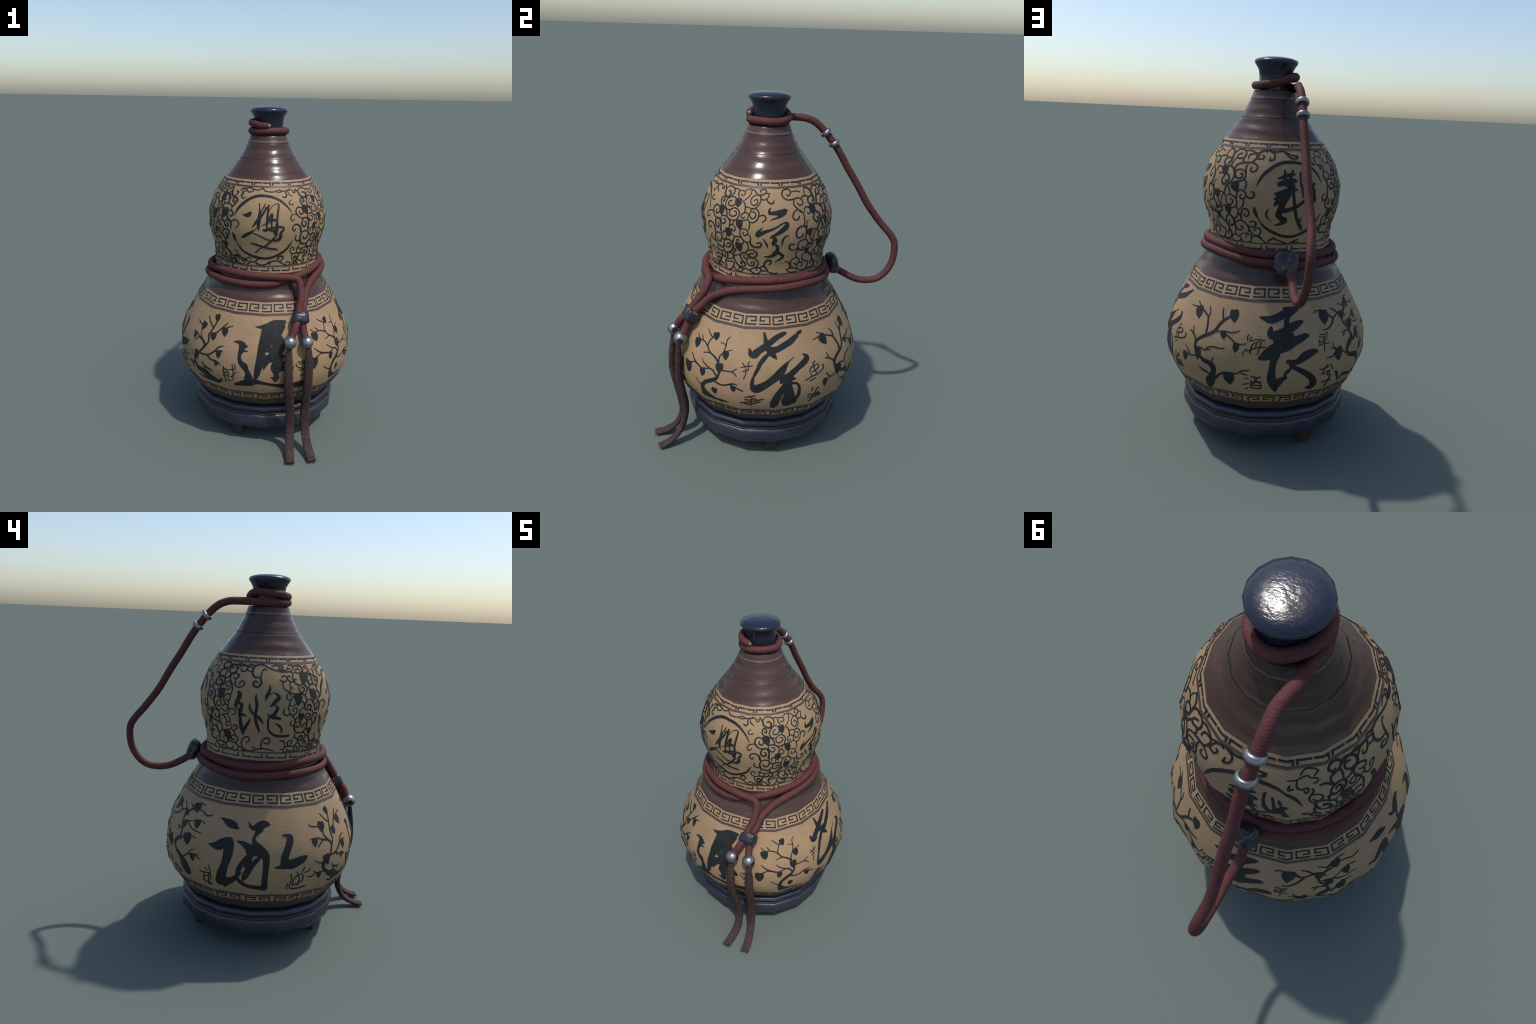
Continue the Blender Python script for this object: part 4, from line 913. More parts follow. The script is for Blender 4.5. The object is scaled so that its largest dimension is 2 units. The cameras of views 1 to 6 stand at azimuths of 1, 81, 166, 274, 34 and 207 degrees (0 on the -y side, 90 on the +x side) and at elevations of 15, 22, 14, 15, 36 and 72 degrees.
def right_front_vine_bottom(s, leaf):
    s(6.1, (319, 1.342), (320.3, 1.361), (322.1, 1.369), (324.4, 1.36), (325.2, 1.348), (324.1, 1.336), (322.6, 1.338), (322.3, 1.347))
    s(11.4, (302.5, 1.335), (303.2, 1.314), (303.8, 1.3))
    s(9.3, (311.4, 1.351), (311.2, 1.328), (311.5, 1.31))
    s(7.3, (317.1, 1.325), (314.7, 1.324), (313.5, 1.312), (313.8, 1.3))
    s(4.9, (316, 1.325), (317.2, 1.312), (317, 1.295), (315.8, 1.282))
    s(8.3, (304, 1.297), (307.3, 1.306), (310.5, 1.303), (312.2, 1.289), (314.3, 1.28), (316.9, 1.282), (319.4, 1.283), (321.4, 1.274), (322.5, 1.259))
    s(10.4, (303.9, 1.295), (303, 1.274), (303.3, 1.253), (305, 1.234), (308.4, 1.226), (311.3, 1.226))
    s(8.4, (311.7, 1.286), (311.1, 1.27), (308.9, 1.259), (306.8, 1.262), (306.3, 1.276))
    s(7, (315.4, 1.278), (314.5, 1.262), (314.7, 1.248), (316.3, 1.238), (318.2, 1.238), (320.2, 1.251), (320.1, 1.263), (318.6, 1.263), (317.3, 1.258))
    s(9.1, (313.4, 1.249), (311.9, 1.225), (312.8, 1.21), (314.7, 1.202), (318.1, 1.207), (321.3, 1.227), (322.3, 1.245))
    s(9.2, (322.7, 1.277), (322.4, 1.255), (323.2, 1.238), (324.8, 1.227))
    s(5.9, (324.6, 1.303), (323.3, 1.287), (322.8, 1.273))
    s(7.1, (321.9, 1.317), (324.6, 1.305), (327.3, 1.308), (330, 1.305), (331.8, 1.296), (332.4, 1.284), (331.8, 1.272), (330.3, 1.267))
    s(5.8, (326.3, 1.266), (325.9, 1.28), (326.7, 1.291), (328.2, 1.29), (327.9, 1.281))
    s(7.1, (329.5, 1.345), (329.2, 1.325), (330.6, 1.304), (332.4, 1.289), (334.5, 1.286), (336.3, 1.271), (336.6, 1.254), (335.3, 1.236), (333.3, 1.223))
    s(6.3, (330.1, 1.35), (332.8, 1.356), (335.1, 1.351), (336.3, 1.34), (335.7, 1.328), (333.6, 1.32), (332.2, 1.326), (331.9, 1.331), (332.8, 1.338))
    s(6, (336, 1.328), (338, 1.321), (338.5, 1.305), (337.7, 1.29), (335.4, 1.282))
    s(8.9, (338.1, 1.29), (338.8, 1.275), (340.7, 1.264), (343.3, 1.26), (346.1, 1.265), (347.3, 1.277), (345.8, 1.286), (343.3, 1.283))
    s(8.1, (336, 1.239), (339.4, 1.244), (341.8, 1.236), (343.5, 1.221), (342.5, 1.204), (340.2, 1.195), (337.9, 1.199), (336.5, 1.208), (337.8, 1.22), (340.9, 1.221))
    s(8.6, (329.1, 1.207), (331, 1.218), (333.5, 1.219), (335.5, 1.207), (336, 1.195))
    s(8, (328.9, 1.209), (328.2, 1.194), (328.8, 1.175), (330.5, 1.162), (332.2, 1.152), (332, 1.138), (329.4, 1.13), (326.6, 1.134))
    s(6.7, (335.7, 1.192), (333.2, 1.183), (331.4, 1.189), (331.2, 1.197), (332.3, 1.203))
    s(7.3, (336, 1.193), (339.6, 1.193), (342.7, 1.181), (344.4, 1.162), (343.5, 1.144), (341.7, 1.136), (338.7, 1.127), (337.2, 1.121))
    s(7.1, (334.5, 1.182), (333.9, 1.164), (335.2, 1.15), (337.8, 1.143), (339.9, 1.147), (341.1, 1.159), (339.9, 1.167), (338.2, 1.165), (337.8, 1.156))
    s(6.2, (328.3, 1.2), (325, 1.198), (321.8, 1.188))
    s(7.9, (324.5, 1.227), (322.4, 1.212), (321.5, 1.19), (321.5, 1.169), (322.9, 1.148), (325.3, 1.133), (328, 1.124), (329.7, 1.116), (328.6, 1.103), (326.5, 1.098), (323.7, 1.103), (321, 1.114), (319.7, 1.125))
    s(7.4, (331.8, 1.148), (330.2, 1.16), (327.7, 1.153), (328.4, 1.146), (329.4, 1.145))
    s(5.6, (328, 1.124), (325.5, 1.117), (325.5, 1.109))
    s(7.4, (329.7, 1.118), (333.1, 1.122), (336.5, 1.116), (339.6, 1.104), (343, 1.097), (345.8, 1.107), (347, 1.121), (345.4, 1.133), (342.6, 1.13), (343, 1.118))
    s(7.2, (346, 1.135), (348.5, 1.143), (351, 1.138), (352.6, 1.122))
    s(7.1, (347.7, 1.115), (351.1, 1.118), (355.6, 1.107), (359, 1.102), (362.1, 1.106))
    s(9.2, (352.9, 1.124), (350, 1.143), (350.3, 1.163), (352.3, 1.179), (355.1, 1.179), (356.1, 1.167), (354.6, 1.152))
    s(9.1, (297.1, 1.165), (301.6, 1.169), (306.1, 1.165), (305.3, 1.15), (304.3, 1.132))
    s(8.4, (300.8, 1.118), (303.3, 1.136), (301.9, 1.149), (299.7, 1.145), (300.1, 1.136))
    s(7.8, (303.7, 1.221), (302.1, 1.201), (302.2, 1.177))
    s(9.1, (302.5, 1.204), (305.7, 1.198), (307.8, 1.192))
    s(8.2, (308.6, 1.198), (311.4, 1.203), (314.8, 1.196), (315.3, 1.18), (312.8, 1.156), (311.1, 1.141))
    s(8.4, (308.5, 1.195), (307.1, 1.174), (309.2, 1.165), (311.3, 1.168), (312.1, 1.182), (310.3, 1.185))
    s(6.7, (316.7, 1.203), (319.6, 1.202), (321, 1.185), (319.6, 1.17), (313.4, 1.159))
    s(6.4, (311.6, 1.14), (316.8, 1.149), (320.8, 1.144), (320.8, 1.132), (318.2, 1.107), (314.2, 1.098), (310.2, 1.105), (309.8, 1.117))
    s(8.4, (311.1, 1.141), (311.5, 1.126), (312.9, 1.117), (312.3, 1.11))
    s(7.6, (300.8, 1.118), (305.7, 1.125), (309.2, 1.114))
    s(7.6, (301.3, 1.116), (300.6, 1.103), (303.8, 1.099), (305, 1.109), (303.4, 1.11))
    leaf((319, 1.347), (319.3, 1.297), 37.7)
    leaf((327.9, 1.275), (328.1, 1.219), 41.4)

def right_back_vine_top(s, leaf):
    s(9.9, (32, 1.547), (36.4, 1.54), (38.6, 1.527), (38.7, 1.51), (38.9, 1.495), (38.2, 1.484), (36.3, 1.477))
    s(8.2, (38.8, 1.5), (35, 1.503), (31.6, 1.493), (31.1, 1.479), (32.9, 1.468), (35.7, 1.463), (39.5, 1.465), (43.6, 1.456), (45.4, 1.442), (46.6, 1.426), (48.6, 1.413), (50.8, 1.411), (52.7, 1.418), (53.2, 1.429), (52.1, 1.436), (51.2, 1.432))
    s(7.8, (40.1, 1.529), (42.4, 1.542), (46.9, 1.547), (50.6, 1.538), (51.8, 1.525), (51.2, 1.511), (48.9, 1.506), (46.1, 1.503), (44.2, 1.51), (45, 1.521), (47.8, 1.528))
    s(8.8, (43.9, 1.505), (41.9, 1.488), (40.9, 1.475), (41.1, 1.463))
    s(8.4, (50.2, 1.508), (51.1, 1.495), (51.1, 1.486))
    s(8.8, (51.3, 1.541), (55.1, 1.543), (59.4, 1.537), (62.5, 1.527), (62.6, 1.511), (61.2, 1.5), (59.4, 1.489))
    s(8, (62.5, 1.527), (59.2, 1.528), (56.2, 1.525), (54.9, 1.515), (54.9, 1.506))
    s(6.4, (62.8, 1.533), (66.9, 1.544), (69.2, 1.545), (72.1, 1.539))
    s(7.6, (62.7, 1.506), (65.4, 1.506), (68, 1.508), (69.6, 1.519), (68.1, 1.524))
    s(7.9, (45.4, 1.449), (45.8, 1.466), (48, 1.479), (52.1, 1.485), (57.1, 1.488), (61.2, 1.487), (64.4, 1.476), (64.7, 1.463), (63.3, 1.451), (61.2, 1.446), (58.9, 1.45), (59.1, 1.461), (59.8, 1.467))
    s(7.3, (46.3, 1.439), (47.8, 1.45), (50.7, 1.454), (53.7, 1.448), (55.4, 1.437), (55.6, 1.422), (54.7, 1.409), (52.3, 1.4), (48.5, 1.395), (44.9, 1.389), (42.2, 1.379))
    s(7.4, (56, 1.48), (54.8, 1.465), (55.1, 1.446), (55.4, 1.431))
    s(8, (54.9, 1.409), (56.9, 1.396), (57.3, 1.38), (56.3, 1.362))
    s(6.4, (45.4, 1.442), (46, 1.419), (45.1, 1.402), (43.8, 1.389))
    s(10, (38.2, 1.427), (40.8, 1.416), (41.7, 1.4), (41.4, 1.38))
    s(9.3, (35.2, 1.412), (33.8, 1.399), (34.8, 1.385), (36.9, 1.375), (39.1, 1.383), (39.1, 1.394), (37.9, 1.396))
    s(8.4, (41.4, 1.38), (39.3, 1.358), (38.1, 1.334))
    s(8.6, (41.6, 1.377), (43.6, 1.357), (44, 1.339))
    leaf((33.9, 1.465), (35.7, 1.411), 42.3)
    leaf((47.8, 1.393), (49.6, 1.344), 41.9)

def right_back_vine_bottom(s, leaf):
    s(7.7, (29.3, 1.332), (33.8, 1.338), (37.3, 1.331), (39.8, 1.317), (39.8, 1.297), (41.9, 1.283), (44.8, 1.28), (46.3, 1.29), (46.6, 1.303), (45.1, 1.311))
    s(7.2, (41.5, 1.326), (44, 1.332), (46.9, 1.326), (49.3, 1.312), (49.9, 1.294), (49.3, 1.277), (46.6, 1.267), (43.9, 1.268))
    s(6.8, (38.2, 1.347), (37.7, 1.334))
    s(6.9, (43.6, 1.351), (44, 1.335))
    s(6.1, (36.4, 1.327), (34.6, 1.307), (34, 1.27))
    s(7.9, (30.5, 1.298), (32.3, 1.28), (34, 1.268))
    s(7.6, (49.6, 1.31), (49.9, 1.333), (50.7, 1.35), (53.1, 1.357), (55.5, 1.353), (57.3, 1.339), (57, 1.325), (55.3, 1.315), (53.2, 1.316), (52.5, 1.326), (53.7, 1.336))
    s(8.4, (57.3, 1.336), (58.8, 1.326), (61.2, 1.321), (63.6, 1.329), (64.1, 1.343), (62.9, 1.353), (61.7, 1.351))
    s(6.6, (55.3, 1.311), (55.6, 1.296), (54.4, 1.275), (52, 1.263))
    s(7.4, (49.3, 1.276), (51, 1.258), (50.6, 1.241), (49, 1.221), (46.9, 1.214), (44.9, 1.22), (43.1, 1.23))
    s(6.6, (35.3, 1.268), (38.9, 1.274), (41.4, 1.273))
    s(11.5, (30.3, 1.212), (34.2, 1.194), (38.1, 1.177), (39.7, 1.155), (39.6, 1.142))
    s(7, (29.2, 1.251), (31.1, 1.26), (34.5, 1.256), (34.4, 1.244), (31.6, 1.236), (31.4, 1.239))
    s(9, (41.7, 1.228), (44.2, 1.225), (46.1, 1.208), (46.3, 1.19), (44.5, 1.176), (42.2, 1.175), (40.9, 1.187), (41.6, 1.2))
    s(8.1, (40.8, 1.227), (38.4, 1.214), (37.4, 1.191), (38, 1.175))
    s(7.5, (52.8, 1.206), (53, 1.233), (53.9, 1.253), (56, 1.267), (58.4, 1.265), (59.8, 1.251), (59, 1.235), (57.3, 1.228), (55.8, 1.235), (56.1, 1.243))
    s(7.2, (50.7, 1.243), (52.3, 1.231), (52.9, 1.21))
    s(7.6, (46.9, 1.189), (49.1, 1.2), (52.4, 1.204), (55.2, 1.198), (57.6, 1.182), (59, 1.164), (58, 1.146))
    s(7.2, (46.9, 1.187), (47.4, 1.168), (49.2, 1.156), (51.5, 1.155), (53.4, 1.168), (52.5, 1.177), (51.8, 1.173))
    s(6, (47.1, 1.181), (46.5, 1.154), (46.5, 1.131))
    s(8.2, (58.3, 1.183), (61.2, 1.175), (64.2, 1.181), (65.5, 1.197), (63.4, 1.207), (60.1, 1.201))
    s(7.7, (59, 1.164), (61, 1.146), (64.4, 1.135), (68, 1.137), (69.4, 1.158), (67.9, 1.173), (65.1, 1.172), (63.7, 1.163), (64.7, 1.158))
    s(9.6, (33, 1.11), (36.5, 1.102), (40.9, 1.107), (42.4, 1.126), (42, 1.142), (39.6, 1.146), (38.1, 1.136), (38.1, 1.125))
    s(6.9, (42.8, 1.111), (43.8, 1.123), (46.5, 1.129), (49.1, 1.124), (51.9, 1.112), (50.5, 1.1), (47.8, 1.094), (44.6, 1.1), (42.8, 1.109))
    s(6.2, (50.8, 1.127), (52.9, 1.137), (57.6, 1.142))
    s(7, (51.9, 1.112), (53.9, 1.098), (57.4, 1.095), (60.1, 1.102), (61.4, 1.118), (60.4, 1.135), (57.7, 1.135), (56, 1.126), (56.3, 1.119))
    s(6.7, (61.4, 1.12), (64.1, 1.13), (67.4, 1.128), (71.1, 1.112))
    leaf((41.9, 1.277), (42.1, 1.227), 43.9)

def left_back_vine_top(s, leaf):
    s(8.7, (138.6, 1.518), (136.5, 1.531), (137.9, 1.543), (141.5, 1.547), (144.6, 1.539), (144.7, 1.528), (142.8, 1.515))
    s(6.6, (138.6, 1.518), (140.6, 1.523))
    s(9.4, (145, 1.533), (148.4, 1.538), (152.2, 1.534), (154.5, 1.524), (154.7, 1.512), (153.5, 1.499), (150, 1.494))
    s(7.8, (150.6, 1.52), (147.9, 1.522), (146.3, 1.513), (146.8, 1.502), (149.4, 1.492), (149.2, 1.482), (147.3, 1.472), (145.2, 1.47))
    s(7.6, (153.8, 1.54), (156.7, 1.546), (159.7, 1.54), (163.7, 1.537), (165.2, 1.527), (164.6, 1.519), (162.8, 1.51), (160.3, 1.508), (159, 1.514), (159.6, 1.521))
    s(6.8, (159.7, 1.539), (157.3, 1.53), (155.1, 1.517))
    s(8.2, (138.2, 1.476), (136.7, 1.492), (136.9, 1.506), (139.8, 1.512), (143, 1.514), (144, 1.497), (143.6, 1.477))
    s(9.2, (135.6, 1.457), (137.1, 1.469), (140.2, 1.475), (143.5, 1.472), (145, 1.459), (144.7, 1.444), (143.2, 1.431), (141.4, 1.418))
    s(8.6, (135.8, 1.461), (135.5, 1.447), (136.7, 1.434), (138.9, 1.429), (141.1, 1.435), (142.3, 1.446), (141.3, 1.457), (139.6, 1.46), (138.6, 1.452))
    s(7.6, (150.3, 1.482), (152.1, 1.493), (155.3, 1.496), (158.2, 1.491), (158.7, 1.482), (157.2, 1.473), (154.7, 1.471), (153.7, 1.476))
    s(8.2, (150.1, 1.479), (150.7, 1.464), (152.3, 1.45), (153.9, 1.433), (155, 1.415), (154.6, 1.393))
    s(7.4, (156.7, 1.467), (156.4, 1.449), (157.6, 1.437), (160.4, 1.429), (162.9, 1.434), (164.7, 1.444), (164.7, 1.456), (162.7, 1.462), (161.1, 1.456), (160.7, 1.444))
    s(4.9, (156.3, 1.451), (154.1, 1.443))
    s(6.9, (151.7, 1.446), (150.2, 1.455), (148.1, 1.451), (146.9, 1.439), (147.8, 1.429), (149.7, 1.428), (151, 1.439))
    s(6.1, (153.3, 1.429), (151.3, 1.418), (148.6, 1.413), (146.4, 1.415), (142.6, 1.416))
    s(5.9, (138.2, 1.404), (140.6, 1.413), (143.3, 1.416))
    s(8.4, (134.2, 1.417), (134.3, 1.433), (135.9, 1.442))
    s(7.6, (126.9, 1.403), (128.5, 1.412), (132.3, 1.415), (136.4, 1.405), (138.1, 1.389), (137.9, 1.368), (134.5, 1.351))
    s(10.4, (127.1, 1.401), (128.1, 1.382), (131.3, 1.366), (134.8, 1.378), (134.2, 1.391), (132, 1.396), (131.5, 1.389))
    s(7.6, (148.6, 1.386), (151.4, 1.393), (153.8, 1.388), (154.1, 1.371), (152.7, 1.358), (151, 1.36), (150.6, 1.371))
    s(8.6, (148.3, 1.384), (147.8, 1.367), (148.8, 1.348), (150.6, 1.338))
    s(6.7, (153, 1.359), (153, 1.336))
    s(7.2, (138.3, 1.368), (140.3, 1.375), (143.2, 1.37), (145, 1.352), (144.6, 1.336), (142.8, 1.324), (141, 1.328), (140.3, 1.34), (141.4, 1.351), (142.8, 1.351))
    s(8.4, (138.3, 1.368), (137.5, 1.345), (138.9, 1.321), (140.9, 1.3))
    s(7.2, (146.3, 1.324), (147.8, 1.335), (150.6, 1.338), (152.3, 1.327), (152.7, 1.31))
    s(7.4, (130.5, 1.49), (134.4, 1.493), (137.8, 1.476))
    leaf((143.7, 1.416), (145.3, 1.361), 41.9)

def left_back_vine_bottom(s, leaf):
    s(5.8, (152.9, 1.323), (153.2, 1.308), (151.9, 1.292), (147.8, 1.286), (144.5, 1.276))
    s(6.3, (142.3, 1.305), (144.9, 1.312), (147.1, 1.307), (149.1, 1.301), (150.7, 1.307), (150.7, 1.317))
    s(6.6, (153.5, 1.317), (156, 1.322), (158.5, 1.318), (159.5, 1.306), (158.6, 1.293), (156, 1.288))
    s(7.8, (139.4, 1.312), (141.9, 1.3), (143.2, 1.287), (143.1, 1.262), (143.5, 1.239), (144.5, 1.222), (143.6, 1.199))
    s(5.3, (137.1, 1.301), (140.3, 1.303), (142.6, 1.296))
    s(6.9, (142.9, 1.278), (141.9, 1.266), (140.2, 1.263), (138.8, 1.27), (139, 1.281))
    s(9, (135.1, 1.273), (135.4, 1.257), (137.6, 1.247), (142.4, 1.243))
    s(7.6, (146.5, 1.283), (149, 1.272), (150.4, 1.257), (150.4, 1.246))
    s(6.5, (151.3, 1.29), (153.5, 1.276), (154.4, 1.261), (153.7, 1.247))
    s(6.3, (150.4, 1.246), (152.8, 1.249), (154.4, 1.236), (155, 1.221), (154, 1.212), (151.1, 1.204), (145.4, 1.199))
    s(6.8, (150, 1.244), (148.9, 1.231), (150.4, 1.224), (151.9, 1.229))
    s(7, (144.6, 1.197), (141.5, 1.19), (139.8, 1.173), (139.1, 1.152), (140.5, 1.135), (143.7, 1.128), (147.4, 1.13), (148.5, 1.146), (147.8, 1.159), (145.5, 1.165), (143.8, 1.157), (144.3, 1.144))
    s(6.1, (154.4, 1.212), (157.2, 1.207), (159.5, 1.215), (160.3, 1.229), (159.1, 1.238), (157.5, 1.232), (157.2, 1.225))
    s(7.4, (155, 1.211), (157, 1.198), (157.8, 1.178))
    s(5.7, (152.8, 1.17), (155.7, 1.177), (158.7, 1.172), (159.8, 1.159), (158.8, 1.145), (156.7, 1.139))
    s(6.5, (153.1, 1.169), (152.8, 1.155), (154.6, 1.15), (156, 1.158))
    s(6.9, (137.2, 1.129), (140.8, 1.134), (144.4, 1.127), (147, 1.116), (146.5, 1.101), (144.3, 1.092), (142.1, 1.097), (139.2, 1.106), (137.1, 1.12))
    s(6.4, (141.4, 1.108), (143.3, 1.115), (144.3, 1.106))
    s(6.1, (146.3, 1.129), (150.3, 1.138), (154.6, 1.139), (157.9, 1.133), (160.2, 1.118), (159.9, 1.106), (158.2, 1.096), (155.6, 1.095), (153.8, 1.103), (154.5, 1.114), (156.1, 1.117))
    s(6.1, (147.6, 1.102), (150.6, 1.1), (153.8, 1.101))
    s(6.1, (160.5, 1.117), (163.1, 1.116), (166, 1.106), (169.5, 1.098), (171.4, 1.098))
    s(7.1, (163.9, 1.117), (163, 1.135), (163.6, 1.153), (165.7, 1.169), (168.3, 1.176), (170.3, 1.17), (170.5, 1.156), (168.8, 1.146), (167.1, 1.14))
    s(4.7, (142.1, 1.238), (139.3, 1.227), (138.2, 1.209))
    s(8.7, (132.1, 1.216), (136.4, 1.214), (138.4, 1.198), (139, 1.179), (139.3, 1.171))
    s(8.2, (131, 1.212), (129.9, 1.193), (131.9, 1.179), (134.4, 1.192))
    s(8.8, (127.4, 1.182), (125.6, 1.151), (128.3, 1.139), (133.1, 1.138), (136.8, 1.129))
    s(4.1, (135.1, 1.142), (136.3, 1.153), (138.8, 1.159))
    s(5.8, (121.9, 1.1), (129.8, 1.097), (132.7, 1.107), (136.1, 1.126))
    leaf((135.2, 1.314), (135.3, 1.275), 28.9)
    leaf((131.5, 1.271), (131, 1.212), 35.3)
    leaf((148, 1.203), (151, 1.144), 49.1)

def left_front_vine_top(s, leaf):
    s(6.5, (197.4, 1.543), (199.3, 1.543), (200.4, 1.536), (199.2, 1.528), (197.9, 1.528))
    s(6.4, (205.7, 1.54), (207.5, 1.546), (210.1, 1.545), (211, 1.534), (209.9, 1.523), (207.4, 1.516), (202.8, 1.515), (196.7, 1.513))
    s(6.2, (205.7, 1.54), (204.6, 1.533), (206.1, 1.527), (207.8, 1.531))
    s(7.2, (211.8, 1.542), (215.4, 1.543), (219.4, 1.544), (221.2, 1.535), (221.6, 1.523), (220.6, 1.511))
    s(6.8, (217.6, 1.541), (216.3, 1.531), (217.6, 1.523), (219, 1.526))
    s(5.6, (209.3, 1.507), (212.3, 1.514), (212.5, 1.523), (214.3, 1.528), (214.9, 1.522))
    s(7.2, (212.3, 1.514), (214.4, 1.508), (217.9, 1.508))
    s(7.6, (207.3, 1.515), (209.3, 1.505), (208, 1.489), (208.9, 1.472), (210.8, 1.458), (213.5, 1.45), (215.9, 1.452), (218.6, 1.455), (220.6, 1.446), (221.4, 1.431), (220.2, 1.416), (218.9, 1.403))
    s(7.4, (213.8, 1.448), (213.1, 1.432), (214, 1.42), (215.8, 1.415), (217.9, 1.421), (218.6, 1.433), (217.5, 1.44), (215.8, 1.437))
    s(6.7, (198.4, 1.486), (198.3, 1.492), (200.1, 1.496), (201.9, 1.491), (202.8, 1.48), (205.2, 1.469), (208.4, 1.467))
    s(6.4, (202.9, 1.485), (203.2, 1.492), (205, 1.495), (205.4, 1.489))
    s(6.2, (196, 1.476), (198.2, 1.469), (200.5, 1.469), (202.2, 1.477))
    s(7.1, (198.8, 1.466), (198.4, 1.45), (199.3, 1.435), (201.6, 1.423), (204.3, 1.415), (207.8, 1.407), (211.6, 1.408), (215.3, 1.409), (217.9, 1.4), (219.3, 1.386), (219.5, 1.373))
    s(6.4, (205.5, 1.464), (204.6, 1.451), (205.6, 1.44), (206.8, 1.435), (206.6, 1.44))
    s(5.7, (204.6, 1.435), (204.7, 1.421))
    s(6.3, (203.7, 1.414), (201.6, 1.405), (201, 1.392), (201.9, 1.38), (204.3, 1.378))
    s(5.2, (204.6, 1.415), (204.8, 1.406), (203.7, 1.395))
    s(6, (209.9, 1.402), (207, 1.395), (204.6, 1.378), (203.3, 1.359), (202.6, 1.343), (203, 1.328))
    s(5.6, (203.6, 1.354), (205.5, 1.347), (207.8, 1.351), (209.5, 1.359))
    s(6.3, (209.2, 1.472), (210.4, 1.479), (211.9, 1.476))
    s(7, (225.9, 1.476), (223.4, 1.47), (223.4, 1.461), (225.1, 1.454), (229.2, 1.454), (232.6, 1.448), (234, 1.438), (234.1, 1.423))
    s(11.1, (225.3, 1.51), (228.1, 1.496), (229.2, 1.478), (229.1, 1.461))
    s(5.9, (225.9, 1.451), (222.2, 1.436))
    s(7.3, (228.7, 1.533), (228.4, 1.542), (225.7, 1.544), (224.2, 1.537), (224.9, 1.53), (226.2, 1.532))
    s(10.5, (228.4, 1.542), (228.6, 1.525), (230, 1.504), (234, 1.494), (237.9, 1.486), (239, 1.475), (237.1, 1.458), (234.9, 1.442))
    s(9.3, (234.4, 1.523), (236.7, 1.52), (235.3, 1.501))
    s(7.2, (225.3, 1.51), (227.1, 1.519))
    s(4.6, (230.2, 1.484), (234.1, 1.488))
    s(8.6, (234.6, 1.49), (233.7, 1.472), (234.9, 1.465), (236.1, 1.474))
    s(6.4, (221.3, 1.43), (223.5, 1.429), (225.1, 1.421))
    s(8.8, (228.8, 1.416), (234, 1.415), (236.5, 1.406), (236.7, 1.393), (234.5, 1.384), (233.9, 1.391))
    s(5.1, (219.5, 1.373), (221.9, 1.381), (223.9, 1.379))
    s(9.9, (223.8, 1.377), (226.2, 1.358), (228.5, 1.345))
    s(9.9, (231, 1.402), (230.7, 1.382), (233.5, 1.364), (235.6, 1.347), (235, 1.315))
    s(6.4, (214.4, 1.37), (216.4, 1.363), (217.6, 1.344), (219, 1.329), (221.9, 1.323))
    s(6.7, (219.5, 1.372), (218, 1.357), (217.9, 1.344))
    s(7.6, (220.1, 1.338), (220.8, 1.35), (222.9, 1.351), (223.7, 1.339), (223, 1.326))
    s(6.7, (228.3, 1.352), (231, 1.36), (234.3, 1.355))
    s(9.3, (228.3, 1.35), (228.4, 1.333), (230.7, 1.321), (232.4, 1.332), (231.6, 1.343))
    leaf((221.2, 1.514), (218.2, 1.454), 46.7)
    leaf((211.9, 1.409), (211.2, 1.346), 45.6)
    leaf((227.1, 1.43), (226.8, 1.369), 47.5)

